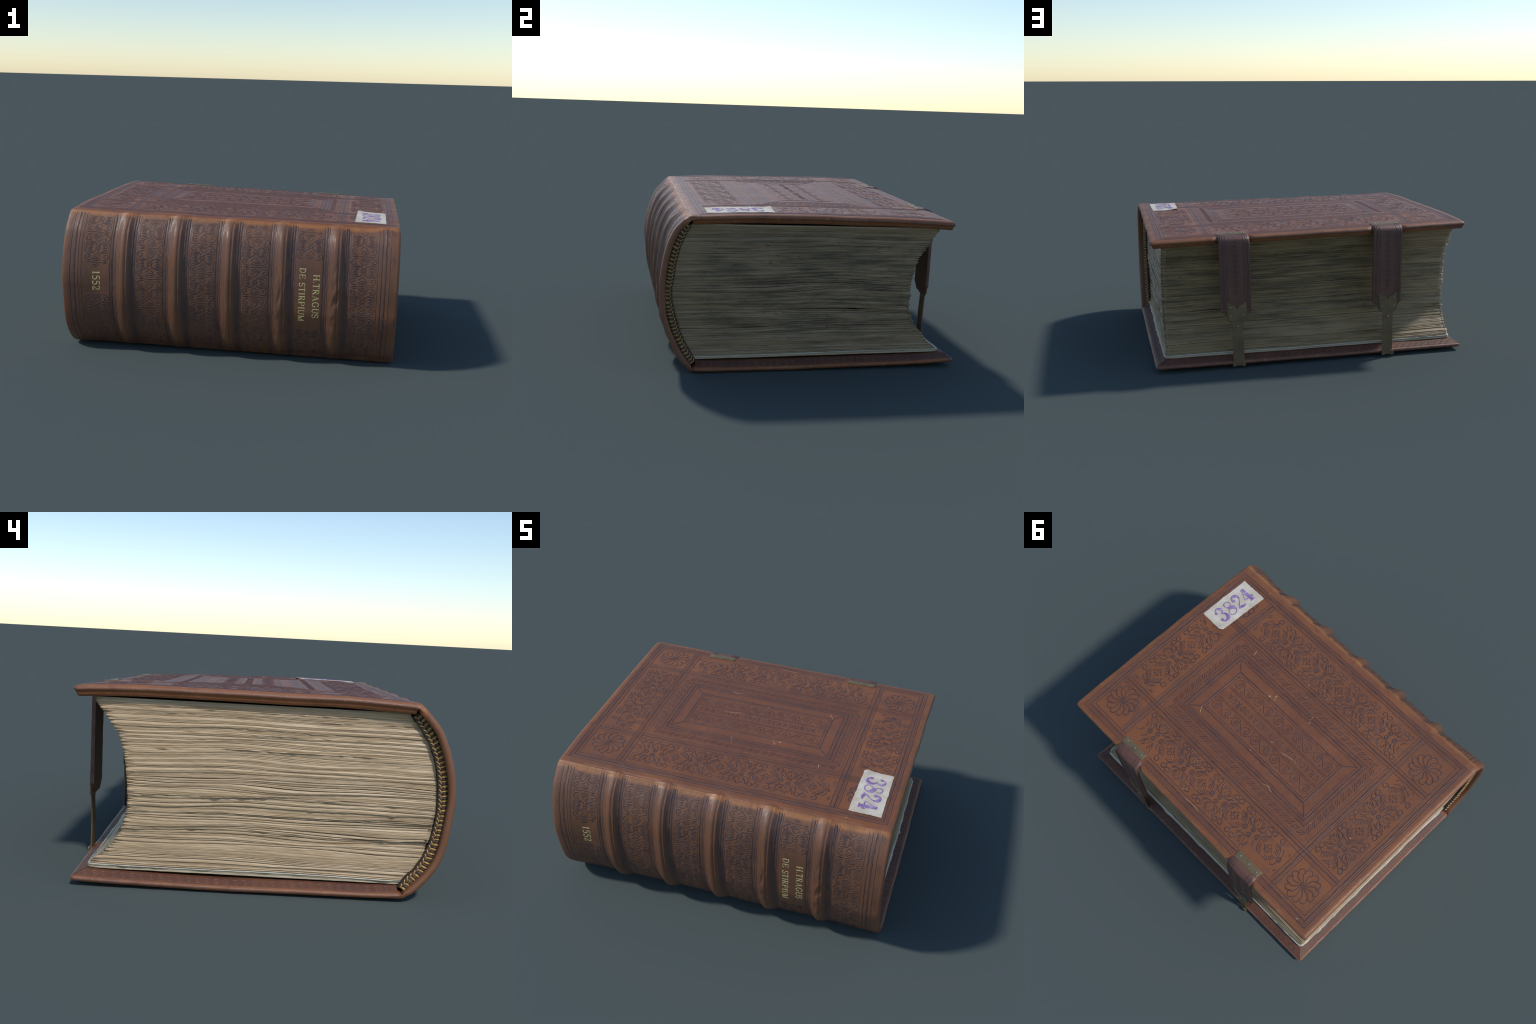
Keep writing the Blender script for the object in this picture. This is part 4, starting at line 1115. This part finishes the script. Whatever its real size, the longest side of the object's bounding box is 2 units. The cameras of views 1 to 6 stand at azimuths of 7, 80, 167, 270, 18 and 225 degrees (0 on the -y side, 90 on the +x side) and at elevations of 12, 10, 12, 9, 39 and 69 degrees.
for si, (xh, xl, xh2, xl2) in enumerate(STRAPS):
    xm = (xh + xl) / 2
    path = strap_path(xm)
    tot_l = np.concatenate([[0], np.cumsum(np.linalg.norm(np.diff(path, axis=0), axis=1))]); SL = tot_l[-1]
    dy, dz = np.gradient(path[:, 0]), np.gradient(path[:, 1]); l = np.hypot(dy, dz); NY, NZ = -dz / l, dy / l       # outward normal
    half = lambda s: (xh - xl) / 2 * (1 - 0.02 * s / SL)
    cen = lambda s: xm + ((xh2 + xl2) / 2 - xm) * np.clip(s / SL, 0, 1)
    cut = 0.046
    V = []; prof = [(-1, -0.5), (-1, 0.25), (-0.97, 0.5), (-0.6, 0.56), (0.0, 0.60), (0.6, 0.56), (0.97, 0.5), (1, 0.25), (1, -0.5)]
    wbs = Wob(1, 10, 30, 8, 60 + si)
    t = 0.0185
    for k in range(len(path)):
        s = tot_l[k]; hw = half(s) + 0.0012 * float(wbs(s * 3))
        if SL - s < cut: hw -= (cut - (SL - s)) * 1.05
        for a, b in prof:
            V.append((cen(s) + a * hw, path[k, 0] + NY[k] * t * (b - 0.5), path[k, 1] + NZ[k] * t * (b - 0.5)))
    n, m = len(path), len(prof)
    F = [list(f) for f in grid_faces(n, m, close_m=True)] + [list(range(m))[::-1], [(n - 1) * m + i for i in range(m)]]
    if True:
        F = [f[::-1] for f in F]
    strap = add_mesh("clasp_strap", V, F, M_STRAP, root, angle=60)
    def strap_surf(a, s, h):
        a = np.asarray(a, float); s = np.asarray(s, float)
        y = np.interp(s, tot_l, path[:, 0]); z = np.interp(s, tot_l, path[:, 1]); ny = np.interp(s, tot_l, NY); nz = np.interp(s, tot_l, NZ)
        hw = np.array([half(q) for q in s]); lift = t * (0.10 - 0.10 * np.abs(a / hw) ** 2) + np.asarray(h) + 0.0004
        return np.column_stack([[cen(q) for q in s] + a, y + ny * lift, z + nz * lift])
    so = Soup()
    for a in (-0.080, -0.070, -0.054, 0.054, 0.070, 0.080):
        P, _ = densify([(a, 0.05), (a, SL - 0.06)], 0.01); stroke(so, P, 0.0045, strap_surf)
    k = 0.11
    while k < SL - 0.15:
        stroke(so, bez((-0.016, k), (0.018, k + 0.004), (-0.018, k + 0.026), (0.016, k + 0.030), 12), 0.0055, strap_surf, taper=0.15)
        stroke(so, bez((-0.018, k + 0.012), (-0.004, k + 0.008), (0.006, k - 0.008), (0.018, k + 0.012), 8), 0.0045, strap_surf, taper=0.15)
        k += 0.031
    so.make("strap_tooling", M_TOOL_STRAP, strap, kind="stuff")
    # brass hook plate with its notched head
    hx, bx = ((0.4925, 0.481), (-0.4785, -0.484))[si]
    w, sw, sb = 0.062, 0.0350, 0.0350
    zt0 = 0.420
    yf = lambda z: float(np.interp(z, [0.0, 0.03, 0.10, 0.20, 0.30, 0.42], [0.808, 0.8095, 0.8080, 0.8085, 0.8130, 0.8130])) - (0.008 if xm < 0 else 0.0)
    X = lambda x, z: x + hx + (bx - hx) * (0.41 - z) / 0.38
    right = [(w, zt0), (w - 0.024, zt0 - 0.006), (w - 0.034, zt0 - 0.016), (w - 0.050, zt0 - 0.018), (0.006, zt0 - 0.034)]
    poly = [(-x, z) for x, z in right] + [(0.0, zt0 - 0.042)] + right[::-1]
    poly += [(w - 0.002, 0.37), (w - 0.004, 0.316), (sw + 0.014, 0.303), (sw, 0.301), (sw - 0.001, 0.25), (sw - 0.001, 0.20), (sw - 0.0015, 0.15), (sw, 0.10), (sw, 0.065), (sw, 0.030)]
    poly += [(-x, z) for x, z in [(sw, 0.030), (sw, 0.065), (sw, 0.10), (sw - 0.0015, 0.15), (sw - 0.001, 0.20), (sw - 0.001, 0.25), (sw, 0.301), (sw + 0.014, 0.303), (w - 0.004, 0.316), (w - 0.002, 0.37)]]
    hook = outline_plate("brass_hook", [(X(x, z), z) for x, z in poly], yf, 0.0075, M_BRASS, strap, 0.002)
    # verdigris backing plate showing as a thin rim
    back_poly = [(x * 1.07, z + (0.004 if z > 0.36 else -0.004)) for x, z in poly if z > 0.295]
    outline_plate("backing_plate", [(X(x, z), z) for x, z in back_poly], lambda z: yf(max(z, 0.32)) - 0.0045, 0.004, M_GREENBRASS, strap, 0.001)
    for x, z in ((0.040, 0.390), (-0.040, 0.390), (0.038, 0.336), (-0.038, 0.336)):
        rivet(hook, (X(x, z), yf(z) + 0.0034, z), "y", 0.0062, 0.5)
    rivet(hook, (X(0, 0.268), yf(0.268) + 0.0034, 0.268), "y", 0.0080, 0.9)
    eng = Soup()
    def hook_surf(x, z, h): return np.column_stack([x, [yf(q) + 0.0038 + k for q, k in zip(z, h)], z])
    for z, r in ((0.165, 0.013), (0.165, 0.006), (0.075, 0.015)):
        stroke(eng, circle(X(0, z), z, r, 20), 0.003, hook_surf, closed=True)
    eng.make("engraved_ring", M_GREENBRASS, hook)
    # catch that grips the edge of the lower board
    for sx in (1, -1):
        cx = X(0, 0.02) + sx * 0.0285
        outline_plate("clasp_catch", [(cx - 0.0115, 0.0125), (cx + 0.0115, 0.0115), (cx + 0.0120, 0.044), (cx - 0.006, 0.043), (cx - 0.0115, 0.036)], 0.8120, 0.010, M_BRASS, hook, 0.003)
    cx = X(0, 0.02)
    outline_plate("clasp_catch", [(cx - 0.018, 0.0145), (cx + 0.018, 0.0145), (cx + 0.018, 0.042), (cx - 0.018, 0.042)], 0.8075, 0.010, M_BRASS, hook, 0.003)
    # anchor plate riveted to the upper board
    ax0, ax1 = ((0.423, 0.606), (-0.566, -0.382))[si]
    y0, y1 = 0.694, 0.741
    PX = np.linspace(ax0, ax1, 22); PY = np.linspace(y0, y1, 7)
    GX, GY = np.meshgrid(PX, PY, indexing="ij")
    GX2 = GX + 0.0010 * Wob(2, 90, 260, 10, 70 + si)(GX, GY); GY2 = GY + 0.0016 * Wob(2, 60, 200, 10, 72 + si)(GX, GY)
    edge = np.minimum(np.minimum(GX - ax0, ax1 - GX), np.minimum(GY - y0, y1 - GY))
    hgt = 0.0068 - 0.003 * (edge < 1e-6)
    topv = np.column_stack([GX2.ravel(), GY2.ravel(), (ztop(GX2, GY2) + hgt).ravel()])
    lowv = np.column_stack([GX2.ravel(), GY2.ravel(), (ztop(GX2, GY2) - 0.002).ravel()])
    a, b = GX.shape; idx = np.arange(a * b).reshape(a, b)
    per = list(idx[:, 0]) + list(idx[-1, 1:]) + list(idx[-2::-1, -1]) + list(idx[0, -2:0:-1])
    F = [list(f) for f in grid_faces(a, b)] + [[per[i], per[(i + 1) % len(per)], per[(i + 1) % len(per)] + a * b, per[i] + a * b][::-1] for i in range(len(per))]
    plate = add_mesh("anchor_plate", np.concatenate([topv, lowv]), F, M_GREENBRASS, strap, angle=40)
    for q in (0.14, 0.48, 0.84):
        x = ax0 + (ax1 - ax0) * q; y = 0.716 + rng.normal(0, 0.002)
        rivet(plate, (x, y, float(ztop(np.array([x]), np.array([y]))[0]) + 0.0062), "z", 0.0060, 0.6)
